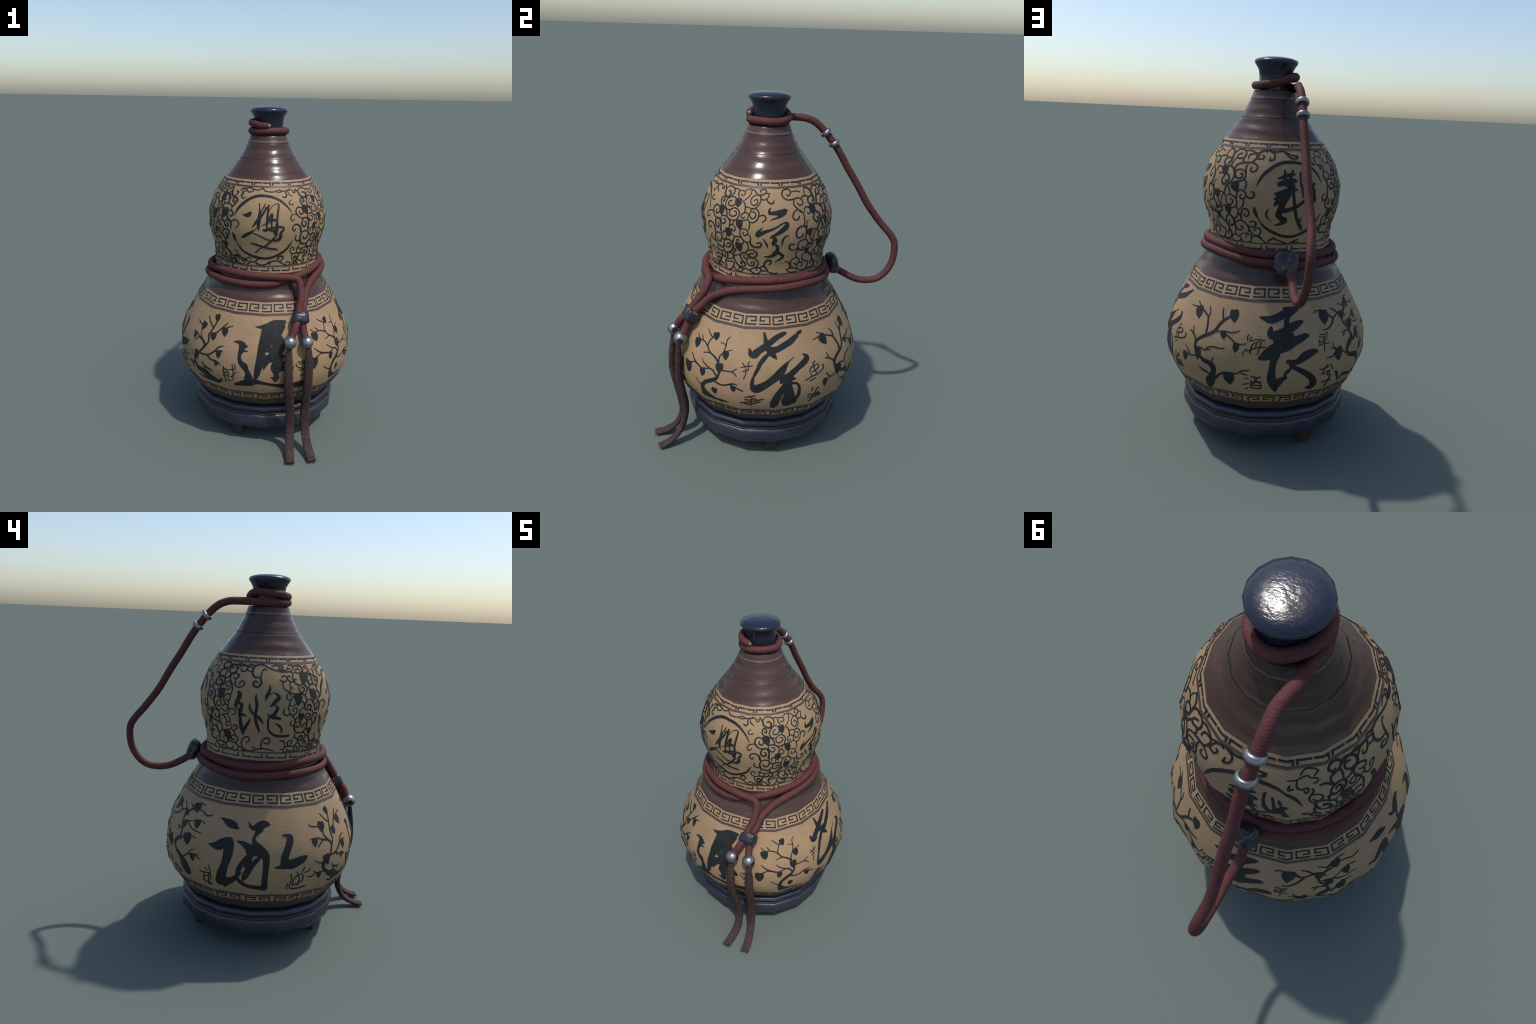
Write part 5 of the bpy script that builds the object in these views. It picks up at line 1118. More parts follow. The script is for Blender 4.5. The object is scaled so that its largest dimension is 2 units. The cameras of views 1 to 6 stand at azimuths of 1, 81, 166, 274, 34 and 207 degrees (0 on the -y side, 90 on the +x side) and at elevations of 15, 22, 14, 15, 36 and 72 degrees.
def left_front_vine_bottom(s, leaf):
    s(6.4, (202.8, 1.341), (203.8, 1.318), (205.5, 1.304), (207.9, 1.3), (210.2, 1.311), (210.9, 1.326), (209.5, 1.338), (207.5, 1.333), (206.7, 1.324), (208, 1.318))
    s(8, (203.9, 1.31), (206.5, 1.297), (208.8, 1.282), (209.8, 1.261), (209.6, 1.24), (210.7, 1.222), (212.9, 1.206), (216.1, 1.2), (218.9, 1.204), (221.8, 1.197), (223.6, 1.182), (223.2, 1.164))
    s(7.3, (203.7, 1.308), (202.1, 1.298), (200, 1.303), (198.6, 1.314), (199, 1.326), (199.7, 1.331))
    s(7.4, (209.3, 1.249), (207, 1.244), (205.5, 1.254), (205.7, 1.264), (206.4, 1.269))
    s(5.8, (216.8, 1.338), (213.9, 1.325), (213.2, 1.31), (213.7, 1.298))
    s(5.9, (213.2, 1.294), (210.9, 1.283), (210.1, 1.274))
    s(7.6, (210.4, 1.261), (212.8, 1.263), (215, 1.261), (215.6, 1.246), (214, 1.235), (211.8, 1.234), (211.2, 1.241), (212.2, 1.246))
    s(6.8, (218.4, 1.294), (219.6, 1.28), (222.2, 1.271), (224.5, 1.277), (226.2, 1.291), (227.2, 1.305), (225.3, 1.32), (222.4, 1.324), (219.4, 1.325), (217.1, 1.338))
    s(6.6, (219, 1.297), (220.6, 1.306), (222.8, 1.304), (223.6, 1.292), (221.9, 1.284), (220.6, 1.288))
    s(7.9, (220.9, 1.274), (221.5, 1.255), (221.9, 1.234), (221, 1.214), (219.5, 1.204))
    s(7.8, (221.5, 1.255), (219.2, 1.251), (217.8, 1.24), (217.9, 1.231))
    s(9.3, (225.1, 1.278), (227, 1.257), (228.3, 1.231))
    s(6.6, (222, 1.219), (224.2, 1.225), (227.7, 1.226))
    s(8.1, (227.2, 1.305), (231.3, 1.304), (233.3, 1.289), (232.7, 1.274))
    s(8.4, (226.1, 1.294), (228.3, 1.301))
    s(12.4, (231.3, 1.27), (230.7, 1.256), (229.3, 1.248))
    s(8.7, (230.3, 1.286), (229.5, 1.28), (231.2, 1.273))
    s(8.6, (224, 1.18), (226.2, 1.184), (230.2, 1.164), (232.5, 1.141))
    s(8, (212, 1.198), (212.3, 1.181), (215.3, 1.167), (219.1, 1.157), (221.8, 1.159), (223.5, 1.171))
    s(8.5, (217.5, 1.17), (217.9, 1.183), (220.3, 1.182), (221, 1.169), (219.7, 1.167))
    s(6.9, (216.6, 1.161), (218, 1.141), (220.7, 1.126), (223.6, 1.122), (226.5, 1.121))
    s(8.9, (223.2, 1.153), (225, 1.149), (226.1, 1.132))
    s(5.8, (225.2, 1.142), (222.7, 1.147), (221.9, 1.138), (223, 1.134))
    s(5.9, (212, 1.18), (210.3, 1.166))
    s(7.2, (209.7, 1.162), (206.8, 1.156), (205.7, 1.143), (208, 1.13), (211.4, 1.128), (214.4, 1.136), (216.5, 1.153))
    s(7.3, (209.5, 1.161), (210.3, 1.15), (209.2, 1.138))
    s(7.2, (198.8, 1.159), (201.1, 1.16), (203, 1.148), (203.2, 1.132))
    s(6.5, (202, 1.111), (202.7, 1.123), (205.9, 1.129), (209.4, 1.128))
    s(6.2, (199.3, 1.115), (201.7, 1.113), (202.4, 1.101), (204.4, 1.097), (206.7, 1.104), (205.9, 1.113), (204.9, 1.112))
    s(6.2, (206.2, 1.113), (208.8, 1.102), (212.2, 1.104))
    s(6.9, (213, 1.116), (214.6, 1.124), (217, 1.124), (216.9, 1.114), (215.6, 1.109))
    s(6.8, (213, 1.117), (213.2, 1.103), (215.4, 1.099), (218.5, 1.103), (219.9, 1.116), (220.1, 1.125))
    s(6.9, (222.7, 1.113), (222.9, 1.102), (224.7, 1.098), (228.3, 1.102), (228.5, 1.112))
    s(12.4, (226.4, 1.123), (226.7, 1.114))
    s(9.9, (230.3, 1.139), (230.4, 1.119), (232.4, 1.096), (235.8, 1.098), (237, 1.113), (235.3, 1.127), (233.2, 1.122), (233.3, 1.111))
    leaf((215.4, 1.308), (214.9, 1.263), 33.7)
    leaf((226.4, 1.229), (226.8, 1.184), 37.1)

def garland(s, leaf):
    s(7.3, (242.5, 1.501), (242.4, 1.535), (249, 1.548), (253.7, 1.542), (253.6, 1.529), (249.5, 1.525), (247.6, 1.534))
    s(7.1, (253.7, 1.542), (259.9, 1.537), (264.9, 1.547), (268, 1.534), (274.4, 1.529), (279.4, 1.531))
    s(6.3, (279.4, 1.531), (283.2, 1.539), (286.7, 1.532), (282.9, 1.527), (279.4, 1.531))
    s(7, (286.7, 1.532), (291.8, 1.535), (296.5, 1.544))
    s(7.8, (290.1, 1.528), (291.1, 1.512), (288.8, 1.5), (286.5, 1.505))
    s(7.2, (228.3, 1.133), (234.8, 1.125), (241.2, 1.105), (248.2, 1.095), (253.5, 1.114), (258.3, 1.12), (263.7, 1.103), (269.7, 1.107), (274.9, 1.124), (282.3, 1.127), (289.1, 1.106), (295.6, 1.098), (302.5, 1.114))
    s(8.2, (234.8, 1.125), (235.7, 1.14), (240.6, 1.145), (241.3, 1.125))
    s(7.2, (246.1, 1.118), (250.3, 1.129), (251.5, 1.117))
    s(7.9, (283.6, 1.135), (282.1, 1.147), (286.1, 1.157), (287.9, 1.144), (285, 1.123))
    s(6.9, (258.3, 1.12), (261, 1.133), (263, 1.138))
    s(7, (274.9, 1.12), (274.3, 1.109), (271.6, 1.121))
    s(7.2, (291, 1.114), (292.2, 1.122), (295.4, 1.116))
    s(7.3, (63.5, 1.508), (66.5, 1.539), (73.1, 1.548), (80.1, 1.542), (87.1, 1.546), (93.9, 1.531), (101.1, 1.525))
    s(7.3, (73.1, 1.547), (78.8, 1.532), (78.2, 1.509), (74.5, 1.5), (75, 1.515))
    s(7.4, (87.1, 1.546), (90.9, 1.528), (96.1, 1.512), (100.8, 1.518), (98.1, 1.525))
    s(7.4, (68.1, 1.134), (74.4, 1.098), (79.3, 1.121), (85.7, 1.111), (93.6, 1.096), (100.5, 1.102), (107.7, 1.092), (115.3, 1.096))
    s(7.4, (76.2, 1.113), (80.5, 1.125), (83.1, 1.114))
    s(7.1, (93.6, 1.096), (99, 1.109), (103.1, 1.116))
    s(7.9, (144, 1.521), (152.7, 1.538), (163.7, 1.535), (167.6, 1.543), (172.2, 1.538), (179.1, 1.546), (186.1, 1.531), (194.2, 1.519), (203.7, 1.524))
    s(6.8, (163.7, 1.535), (170.4, 1.527), (169.1, 1.511), (164.7, 1.516))
    s(8.6, (172.3, 1.535), (170.5, 1.508), (173.2, 1.486), (177.7, 1.484))
    s(8.5, (179.7, 1.511), (179, 1.478), (179.8, 1.458), (176.5, 1.437), (172.8, 1.446), (173.6, 1.464), (176.5, 1.46))
    s(6.8, (179.7, 1.511), (181.5, 1.524), (184.2, 1.521))
    s(6.7, (188.9, 1.538), (193.9, 1.545), (197.2, 1.536), (195.6, 1.523))
    s(8, (181.6, 1.112), (181.9, 1.153), (186.1, 1.176), (189.3, 1.165), (187.7, 1.142), (183.8, 1.149))
    s(7.5, (163.4, 1.103), (172.6, 1.1), (180.3, 1.116), (187.9, 1.113), (193.1, 1.106))
    s(6.8, (175.9, 1.104), (175.1, 1.12), (172.5, 1.12))

def right_vine(s, leaf):
    s(5.9, (24.6, 1.53), (20.8, 1.536), (14.8, 1.533))
    s(7.1, (14.7, 1.531), (13.7, 1.544), (10, 1.547), (6.4, 1.54), (5.2, 1.524), (7, 1.508), (10.3, 1.499), (15.3, 1.5), (20, 1.505), (22.7, 1.501), (24.6, 1.486), (22.8, 1.473), (20.4, 1.472), (19, 1.483))
    s(6.4, (14.4, 1.531), (13.1, 1.52), (10.9, 1.517), (9.9, 1.523))
    s(4.2, (31.8, 1.543), (29.9, 1.528), (29.8, 1.514))
    s(7.5, (24.3, 1.504), (27.4, 1.51), (31.1, 1.507), (33.2, 1.498))
    s(6.5, (16.1, 1.497), (15.6, 1.476), (18.2, 1.456), (21.5, 1.442), (23.5, 1.426), (23.8, 1.401), (22.6, 1.373))
    s(6.4, (18.1, 1.451), (15.6, 1.442), (13.9, 1.426), (14, 1.409), (16.1, 1.401), (18.4, 1.407), (19.4, 1.419))
    s(5.2, (19.7, 1.443), (22.2, 1.434))
    s(6.5, (24.4, 1.435), (25.8, 1.455), (28.9, 1.457), (32, 1.442), (31.3, 1.428), (29.3, 1.422), (28.2, 1.431))
    s(5.6, (27.5, 1.392), (25.4, 1.38), (26.3, 1.357))
    s(6.8, (17.1, 1.351), (19.1, 1.365), (22, 1.368), (25.4, 1.355))
    s(8.3, (25.4, 1.364), (20.9, 1.369), (17.7, 1.358), (16.3, 1.338), (16.8, 1.316), (18.8, 1.305), (21.6, 1.313), (22.1, 1.328))
    s(9.6, (24.9, 1.362), (25.6, 1.336), (25.4, 1.312), (24.8, 1.294))
    s(7.4, (18.8, 1.251), (18.7, 1.277), (21.9, 1.291), (26.1, 1.289), (28.4, 1.27), (28, 1.25), (24.4, 1.244), (22.2, 1.257))
    s(8, (18.9, 1.247), (15.3, 1.236), (12, 1.245), (10.8, 1.263), (12.4, 1.273), (15.4, 1.27))
    s(10.2, (18.5, 1.251), (20.2, 1.238), (24.4, 1.232), (28.3, 1.232))
    s(8.1, (27.4, 1.261), (30.5, 1.263), (33.9, 1.262))
    s(7.3, (19.1, 1.233), (18.3, 1.213), (19.3, 1.191), (21.9, 1.179), (23.3, 1.159), (21.7, 1.148), (19, 1.146), (18.1, 1.153))
    s(6.6, (19.5, 1.185), (16, 1.179), (14.8, 1.158), (15.8, 1.138), (19.4, 1.123))
    s(7.3, (21.3, 1.138), (22.2, 1.151), (26.3, 1.151), (27.4, 1.133), (25.5, 1.123))
    s(7.7, (21.3, 1.138), (22.2, 1.118), (27.4, 1.102), (31.8, 1.103), (34.3, 1.12), (34.5, 1.143), (29.1, 1.157), (25.7, 1.18), (25.8, 1.205))
    s(6.9, (9.3, 1.167), (12.2, 1.164), (14.1, 1.146), (14.3, 1.129), (19.4, 1.123), (22.8, 1.113))
    s(6, (11.1, 1.118), (14.6, 1.102), (18.6, 1.1), (21.3, 1.105))
    s(5.6, (11.1, 1.12), (15.5, 1.125))
    leaf((28.9, 1.347), (30.4, 1.302), 37.9)
    leaf((29.4, 1.238), (29, 1.196), 32.1)

def front_left_vine(s, leaf):
    s(7.4, (238.5, 1.53), (241, 1.541), (245.2, 1.542), (246.6, 1.532), (243.3, 1.522))
    s(6.7, (242.8, 1.503), (243.6, 1.493), (245.6, 1.49), (247.7, 1.5))
    s(5, (243.3, 1.522), (243.6, 1.509), (240.3, 1.502))
    s(6.7, (235.3, 1.352), (238.5, 1.367), (241.9, 1.368), (244.3, 1.354), (243.4, 1.335), (240.9, 1.327))
    s(7, (225.9, 1.183), (228.5, 1.168), (230.7, 1.147), (234.7, 1.144), (239.5, 1.154), (242.8, 1.145), (244, 1.127), (246, 1.119), (247.3, 1.13), (245.4, 1.135))
    s(5.7, (236.1, 1.176), (238.8, 1.179), (239.8, 1.159))
    s(6.3, (240.8, 1.15), (238.3, 1.134), (238.5, 1.111), (243.2, 1.099), (247.8, 1.107), (248.9, 1.124), (247.9, 1.137), (244.1, 1.14))
    s(5, (248.9, 1.118), (249.8, 1.138), (252.3, 1.145), (254.5, 1.136), (252.8, 1.122))
    s(5.5, (236.5, 1.109), (238.5, 1.105))
    s(5.3, (257.3, 1.118), (259.2, 1.119), (260.6, 1.103))

def front_right_vine(s, leaf):
    s(5, (292.3, 1.534), (295.9, 1.538), (299.2, 1.537))
    s(5.9, (292.8, 1.531), (294, 1.517), (297, 1.504))
    s(5.9, (298.6, 1.537), (300.2, 1.522), (302.4, 1.525), (302.4, 1.533), (300.9, 1.532))
    s(5.8, (297.1, 1.465), (294.6, 1.46), (292.2, 1.467), (292.7, 1.478), (294.7, 1.486))
    s(6, (300.5, 1.403), (297.2, 1.408), (293.8, 1.404), (292.2, 1.388), (293.1, 1.374), (294.8, 1.375), (296, 1.384))
    s(7.7, (303.9, 1.299), (302.6, 1.328), (300.1, 1.347), (296.6, 1.35), (294.4, 1.337), (294.6, 1.321), (296.4, 1.313), (297.7, 1.324))
    s(7, (302.7, 1.253), (300.4, 1.249), (297.9, 1.262), (297.7, 1.275), (298.7, 1.285))
    s(6.8, (298, 1.165), (294.8, 1.182), (294.3, 1.199), (296.3, 1.212), (298.6, 1.199), (297.7, 1.19))
    s(6.9, (298, 1.165), (297.1, 1.146), (299.3, 1.124), (302.6, 1.125), (304.1, 1.137), (302.2, 1.15), (300.6, 1.146), (301.1, 1.136))
    s(5.2, (290.3, 1.099), (293.1, 1.099), (296.8, 1.113), (300.8, 1.115))

def back_left_vine(s, leaf):
    s(5.2, (113.1, 1.516), (117.7, 1.515), (121, 1.522), (124.5, 1.525), (125.9, 1.517), (129.5, 1.514), (129.6, 1.503), (127.4, 1.498))
    s(5.9, (120.4, 1.53), (123.2, 1.546), (127.7, 1.546), (130.6, 1.537), (128.2, 1.522))
    s(6.9, (118.2, 1.512), (118.1, 1.492), (120.8, 1.481), (123.5, 1.486), (124.3, 1.475), (122.8, 1.462), (121.9, 1.473))
    s(7.9, (116.1, 1.487), (113.6, 1.487), (114.2, 1.5))
    s(6.9, (126.1, 1.48), (126.8, 1.466), (124.5, 1.44), (124.8, 1.419), (128, 1.402))
    s(6.1, (125.8, 1.451), (129.4, 1.45), (131.5, 1.436), (129.7, 1.417), (127.6, 1.418), (126.4, 1.429))
    s(6.2, (127.5, 1.399), (126.5, 1.37), (126.7, 1.337))
    s(8.5, (126.6, 1.363), (127.3, 1.334), (124.8, 1.314), (122.1, 1.315), (121, 1.331), (123.7, 1.344))
    s(7, (127.5, 1.328), (130.3, 1.305), (129.2, 1.29), (127.8, 1.298))
    s(7.2, (127.1, 1.313), (125.2, 1.298), (126.5, 1.275), (130.5, 1.267))
    s(7.3, (128.2, 1.236), (125.1, 1.214), (126.5, 1.187), (130.2, 1.181), (133.1, 1.186))
    s(7.5, (126.8, 1.183), (123.3, 1.176), (124.5, 1.158), (127.1, 1.156))


for motif in (front_character, right_character, back_character, left_character):
    paint("calligraphy_character", motif, lower_bulb)
for motif in (wealth_mark, hand_mark, well_mark, boat_mark, field_mark, rice_mark, sea_mark, wine_mark,
              peace_mark, grass_mark, path_mark, moon_mark):
    paint("small_character", motif, lower_bulb)
for motif in (right_front_tree, right_back_tree, left_back_tree, left_front_tree):
    paint("painted_branch", motif, lower_bulb)
for motif in (front_medallion, right_medallion, back_medallion, left_medallion):
    paint("medallion_character", motif, upper_bulb)
for motif in (right_front_vine_top, right_front_vine_bottom, right_back_vine_top, right_back_vine_bottom,
              left_back_vine_top, left_back_vine_bottom, left_front_vine_top, left_front_vine_bottom, garland,
              right_vine, front_left_vine, front_right_vine, back_left_vine):
    paint("scroll_vine", motif, upper_bulb)


# ------------------------------------------------------------------ key-fret borders and lines
def fret(name, parent, count, start, width, z_low, z_high, lines, thick):
    """Ring of mirrored key motifs; lines are polylines in unit coordinates of one half motif."""
    P = Painting()
    pitch = 360.0 / count
    for k in range(count):
        for mirror in (False, True):
            for pl in lines:
                for (x0, y0), (x1, y1) in zip(pl, pl[1:]):
                    if mirror:
                        x0, x1 = 2 - x0, 2 - x1
                    a = [start + k * pitch + x / 2 * width for x in (x0, x1)]
                    z = [z_low + (z_high - z_low) * y for y in (y0, y1)]
                    ez = thick * 0.0005
                    ea = degrees(ez / BODY.at(BODY.s_of_z((z[0] + z[1]) / 2))[0])
                    if abs(x1 - x0) > abs(y1 - y0):          # level bar, squared ends
                        lo, hi = min(a) - ea, max(a) + ea
                        P.stroke((lo, z[0], thick), (hi, z[1], thick), cap=False)
                    else:
                        zl, zh = min(z) - ez * 0.8, max(z) + ez * 0.8
                        P.stroke((a[0], zl, thick), (a[1], zh, thick), cap=False)
    ob = P.make(name, parent=parent)
    ob["kind"] = "stuff"
    return ob


KEY = [[(0.81, 0.0), (0.0, 0.0), (0.0, 1.0), (0.81, 1.0), (0.81, 0.46), (0.46, 0.46)]]
fret("key_fret", lower_bulb, 18, 358.0, 17.4, 0.8495, 0.8835, KEY, 8.0)
LOWKEY = [[(0.0, 0.0), (0.0, 1.0), (0.80, 1.0), (0.80, 0.42), (0.36, 0.42)]]
fret("key_fret", lower_bulb, 20, 176.8, 14.4, 0.327, 0.357, LOWKEY, 7.6)
fret("key_fret", upper_bulb, 16, 254.0, 19.6, 1.568, 1.576, [[(0.0, -0.2), (0.0, 1.0), (0.84, 1.0)]], 8.8)
fret("key_fret", upper_bulb, 16, 254.9, 17.8, 1.0685, 1.083, [[(0.0, 1.0), (0.0, 0.0), (0.82, 0.0)]], 7.4)


def line_ring(name, parent, z0, z1, mat):
    P = Painting()
    P.ring(z0, z1)
    return P.make(name, mat, parent)


line_ring("painted_line", upper_bulb, 1.560, 1.551, M_LINE)
line_ring("painted_line", upper_bulb, 1.0985, 1.0915, M_LINE)
line_ring("painted_line", lower_bulb, 0.8385, 0.8265, M_LINE)
line_ring("painted_line", lower_bulb, 0.376, 0.3645, M_LINE)
line_ring("painted_line", neck, 1.803, 1.792, M_PINK)
line_ring("painted_line", neck, 1.7915, 1.788, M_GROOVE)
line_ring("painted_line", neck, 1.7035, 1.6985, M_GROOVE)


# ------------------------------------------------------------------ stopper, stand and feet
def lathe(name, prof, mat, parent=bottle, per_side=1, smooth_angle=None, square=0.0):
    cols = SIDES * per_side
    V, F = [], []
    for r, z in prof:
        for c in range(cols):
            k, f = divmod(c, per_side)
            p = Vector((cos(k * SEG), sin(k * SEG), 0)).lerp(Vector((cos((k + 1) * SEG), sin((k + 1) * SEG), 0)), f / per_side)
            e = square / 2 * (1 - cos(4 * k * SEG))
            V.append((p.x * r * (1 + e), p.y * r * (1 + e), z))
    for i in range(len(prof) - 1):
        for c in range(cols):
            d = (c + 1) % cols
            F.append((i * cols + c, i * cols + d, (i + 1) * cols + d, (i + 1) * cols + c))
    F.append(tuple(range(cols))[::-1])
    F.append(tuple((len(prof) - 1) * cols + c for c in range(cols)))
    ob = add_mesh(name, V, F, mat, parent)
    if smooth_angle:
        ob.data.set_sharp_from_angle(angle=radians(smooth_angle))
    return ob


lathe("stopper", [(0.086, 1.815), (0.0865, 1.875), (0.0868, 1.905), (0.0905, 1.934), (0.101, 1.953), (0.1115, 1.968),
                  (0.1135, 1.972), (0.1125, 1.980), (0.109, 1.985), (0.085, 1.9935), (0.058, 1.9985), (0.020, 2.0)], M_CAP, smooth_angle=60)
stand = lathe("stand", [(0.26, 0.092), (0.428, 0.093), (0.444, 0.099), (0.4535, 0.114), (0.4580, 0.136), (0.4585, 0.170), (0.4565, 0.181),
                        (0.4505, 0.1865), (0.4410, 0.1895), (0.4395, 0.2060), (0.4500, 0.2115), (0.4545, 0.2180), (0.4530, 0.2290),
                        (0.4480, 0.2370), (0.4370, 0.2415), (0.400, 0.2430)], M_STAND, smooth_angle=50, square=0.018)
lathe("stand_dark_band", [(0.4515, 0.1868), (0.4425, 0.1902), (0.4410, 0.2056), (0.4485, 0.2102)], M_DARK, stand, square=0.018)


def foot(angle):
    a = radians(angle)
    e, t = Vector((cos(a), sin(a), 0)), Vector((-sin(a), cos(a), 0))
    V, F = [], []
    for z, half, r in ((0.0, 0.026, 0.366), (0.004, 0.029, 0.366), (0.098, 0.034, 0.366)):
        d = half * 0.85
        for x, y in ((-1, -1), (1, -1), (1, 1), (-1, 1)):
            p = e * (r + x * d) + t * (y * half)
            V.append((p.x, p.y, z))
    for i in range(2):
        for c in range(4):
            d = (c + 1) % 4
            F.append((i * 4 + c, i * 4 + d, i * 4 + 4 + d, i * 4 + 4 + c))
    F += [(3, 2, 1, 0), (8, 9, 10, 11)]
    add_mesh("foot", V, F, M_WOOD, stand, smooth=False)


for angle in (0, 114.5, 246.5):
    foot(angle)


# ------------------------------------------------------------------ cords
def frames(path):
    """Tangent and parallel-transported normal at every point of a path."""
    T = [(path[min(i + 1, len(path) - 1)] - path[max(i - 1, 0)]).normalized() for i in range(len(path))]
    up = Vector((0, 0, 1)) if abs(T[0].z) < 0.9 else Vector((1, 0, 0))
    U = [(up - T[0] * up.dot(T[0])).normalized()]
    for t in T[1:]:
        u = U[-1] - t * U[-1].dot(t)
        U.append(u.normalized())
    return T, U


def smooth_path(ctrl, step):
    n, out = len(ctrl), []
    P = [ctrl[0] * 2 - ctrl[1]] + list(ctrl) + [ctrl[-1] * 2 - ctrl[-2]]
    for i in range(1, n):
        a, b, c, d = P[i - 1:i + 3]
        k = max(2, int((c - b).length / step))
        for j in range(k):
            t = j / k
            out.append(0.5 * (2 * b + (c - a) * t + (2 * a - 5 * b + 4 * c - d) * t * t + (3 * b - a - 3 * c + d) * t ** 3))
    out.append(ctrl[-1].copy())
    return out


def cord(name, ctrl, radius, braid, pitch=0.0075, depth=0.0006, sides=16):
    """Round cord with a ribbed or herringbone-braided skin, as real relief."""
    path = smooth_path(ctrl, pitch / 4.5)
    T, U = frames(path)
    V, F, run = [], [], 0.0
    for i, p in enumerate(path):
        if i:
            run += (p - path[i - 1]).length
        b = T[i].cross(U[i])
        for c in range(sides):
            f = 2 * pi * c / sides
            lane = abs(((f / pi * 2) % 2) - 1) if braid else 0.0
            r = radius + depth * sin(2 * pi * (run / pitch + lane * 1.1))
            V.append(p + (U[i] * cos(f) + b * sin(f)) * r)
    for i in range(len(path) - 1):
        for c in range(sides):
            d = (c + 1) % sides
            F.append((i * sides + c, (i + 1) * sides + c, (i + 1) * sides + d, i * sides + d))
    F.append(tuple(range(sides)))
    F.append(tuple((len(path) - 1) * sides + c for c in range(sides))[::-1])
    return add_mesh(name, V, F, M_CORD)


def W(x, y, z):
    return Vector((x, y, z)) - AXIS


def turn(deg, z, r):
    return Vector((r * cos(radians(deg)), r * sin(radians(deg)), z))


def follow(seq):
    return [turn(a, z, r) for a, z, r in seq]


R_CORD = 0.0218
waist_ctrl = ([W(0.1501, -0.5818, 0.7093), W(0.1622, -0.5590, 0.742), W(0.178, -0.5420, 0.780), W(0.1940, -0.5020, 0.826), W(0.2010, -0.4700, 0.876),
               W(0.2104, -0.4422, 0.9187), W(0.2079, -0.4030, 0.977), W(0.1820, -0.3840, 1.026)] +
              follow([(281, 1.037, 0.354), (258, 1.041, 0.343), (236, 1.043, 0.340), (213, 1.040, 0.346), (194, 1.028, 0.352), (176, 1.023, 0.351),
                      (158, 1.022, 0.344), (143, 1.025, 0.338), (126, 1.032, 0.337), (108, 1.030, 0.338), (92, 1.038, 0.339), (75, 1.045, 0.337),
                      (60, 1.050, 0.336), (46, 1.057, 0.336), (33, 1.063, 0.335), (18, 1.066, 0.335), (0, 1.067, 0.336), (340, 1.060, 0.335),
                      (320, 1.044, 0.335), (303, 1.024, 0.337), (290, 1.007, 0.339), (276, 0.995, 0.350), (261, 0.990, 0.352), (244, 0.988, 0.354),
                      (227, 0.989, 0.358), (209, 0.988, 0.363), (194, 0.984, 0.367), (180, 0.977, 0.367), (166, 0.974, 0.364), (150, 0.978, 0.359),
                      (134, 0.986, 0.356), (111, 0.990, 0.356), (94, 0.995, 0.356), (80, 1.002, 0.355), (63, 1.008, 0.354), (46, 1.020, 0.353), (28, 1.031, 0.353),
                      (14, 1.031, 0.353), (0, 1.028, 0.353), (341, 1.019, 0.353), (326, 1.002, 0.357), (316, 0.979, 0.370)]) +
              [W(0.240, -0.3720, 0.943), W(0.232, -0.4230, 0.895), W(0.2240, -0.4620, 0.850), W(0.2220, -0.4930, 0.805), W(0.2260, -0.5090, 0.765), W(0.2340, -0.5260, 0.733),
               W(0.2483, -0.5496, 0.6991)])
cord("waist_cord", waist_ctrl, R_CORD, False)

loop_ctrl = [W(0.004, 0.345, 1.012), W(-0.004, 0.3836, 0.9774), W(-0.008, 0.4356, 0.9440), W(0.004, 0.5060, 0.9100), W(0.0100, 0.5748, 0.8990), W(0.0126, 0.6450, 0.9110),
             W(0.0110, 0.7000, 0.9600), W(0.0070, 0.7310, 1.0300), W(0.0023, 0.7345, 1.1200), W(-0.0050, 0.7080, 1.1780), W(-0.0247, 0.6339, 1.2620), W(-0.0294, 0.5538, 1.3660),
             W(-0.0350, 0.4864, 1.4775), W(-0.0413, 0.4177, 1.5832), W(-0.0443, 0.3582, 1.6803), W(-0.0548, 0.2842, 1.7746), W(-0.0590, 0.2250, 1.8290),
             W(-0.0630, 0.1683, 1.8530), W(-0.0800, 0.1050, 1.8570)]
loop_ctrl += follow([(142, 1.8555, 0.119), (162, 1.8545, 0.108)] + [(a, z, 0.1035) for a, z in (
    (180, 1.854), (200, 1.8535), (220, 1.853), (245, 1.8535), (270, 1.857), (298, 1.859), (324, 1.859), (350, 1.857), (10, 1.8555),
    (35, 1.858), (58, 1.863), (80, 1.871), (104, 1.885), (126, 1.899), (148, 1.906), (172, 1.904), (200, 1.9005), (222, 1.897), (240, 1.890), (256, 1.888), (266, 1.887))])
cord("loop_cord", loop_ctrl, 0.0202, True, pitch=0.0100, depth=0.0007)


# ------------------------------------------------------------------ beads, toggles, pin
def revolve(name, prof, centre, axis, mat, sides=32, parent=bottle):
    """Lathe a closed (radius, height) profile about an axis through a centre."""
    axis = axis.normalized()
    u = axis.orthogonal().normalized()
    v = axis.cross(u)
    V, F, m = [], [], len(prof)
    for r, h in prof:
        for c in range(sides):
            f = 2 * pi * c / sides
            V.append(centre + axis * h + (u * cos(f) + v * sin(f)) * r)
    for i in range(m):
        j = (i + 1) % m
        for c in range(sides):
            d = (c + 1) % sides
            F.append((i * sides + c, i * sides + d, j * sides + d, j * sides + c))
    return add_mesh(name, V, F, mat, parent)


def bored_ball(centre, axis, radius, bore):
    a0 = math.asin(bore / radius)
    prof = [(radius * sin(a), -radius * cos(a)) for a in [a0 + (pi - 2 * a0) * i / 18 for i in range(19)]]
    ball = revolve("end_bead", prof, centre, axis, M_STEEL)
    h = radius * cos(a0)
    revolve("bead_bore", [(0.0005, -h * 0.93), (bore * 1.06, -h * 0.99), (bore * 1.06, h * 0.99), (0.0005, h * 0.93)], centre, axis, M_HOLE, 20, ball)


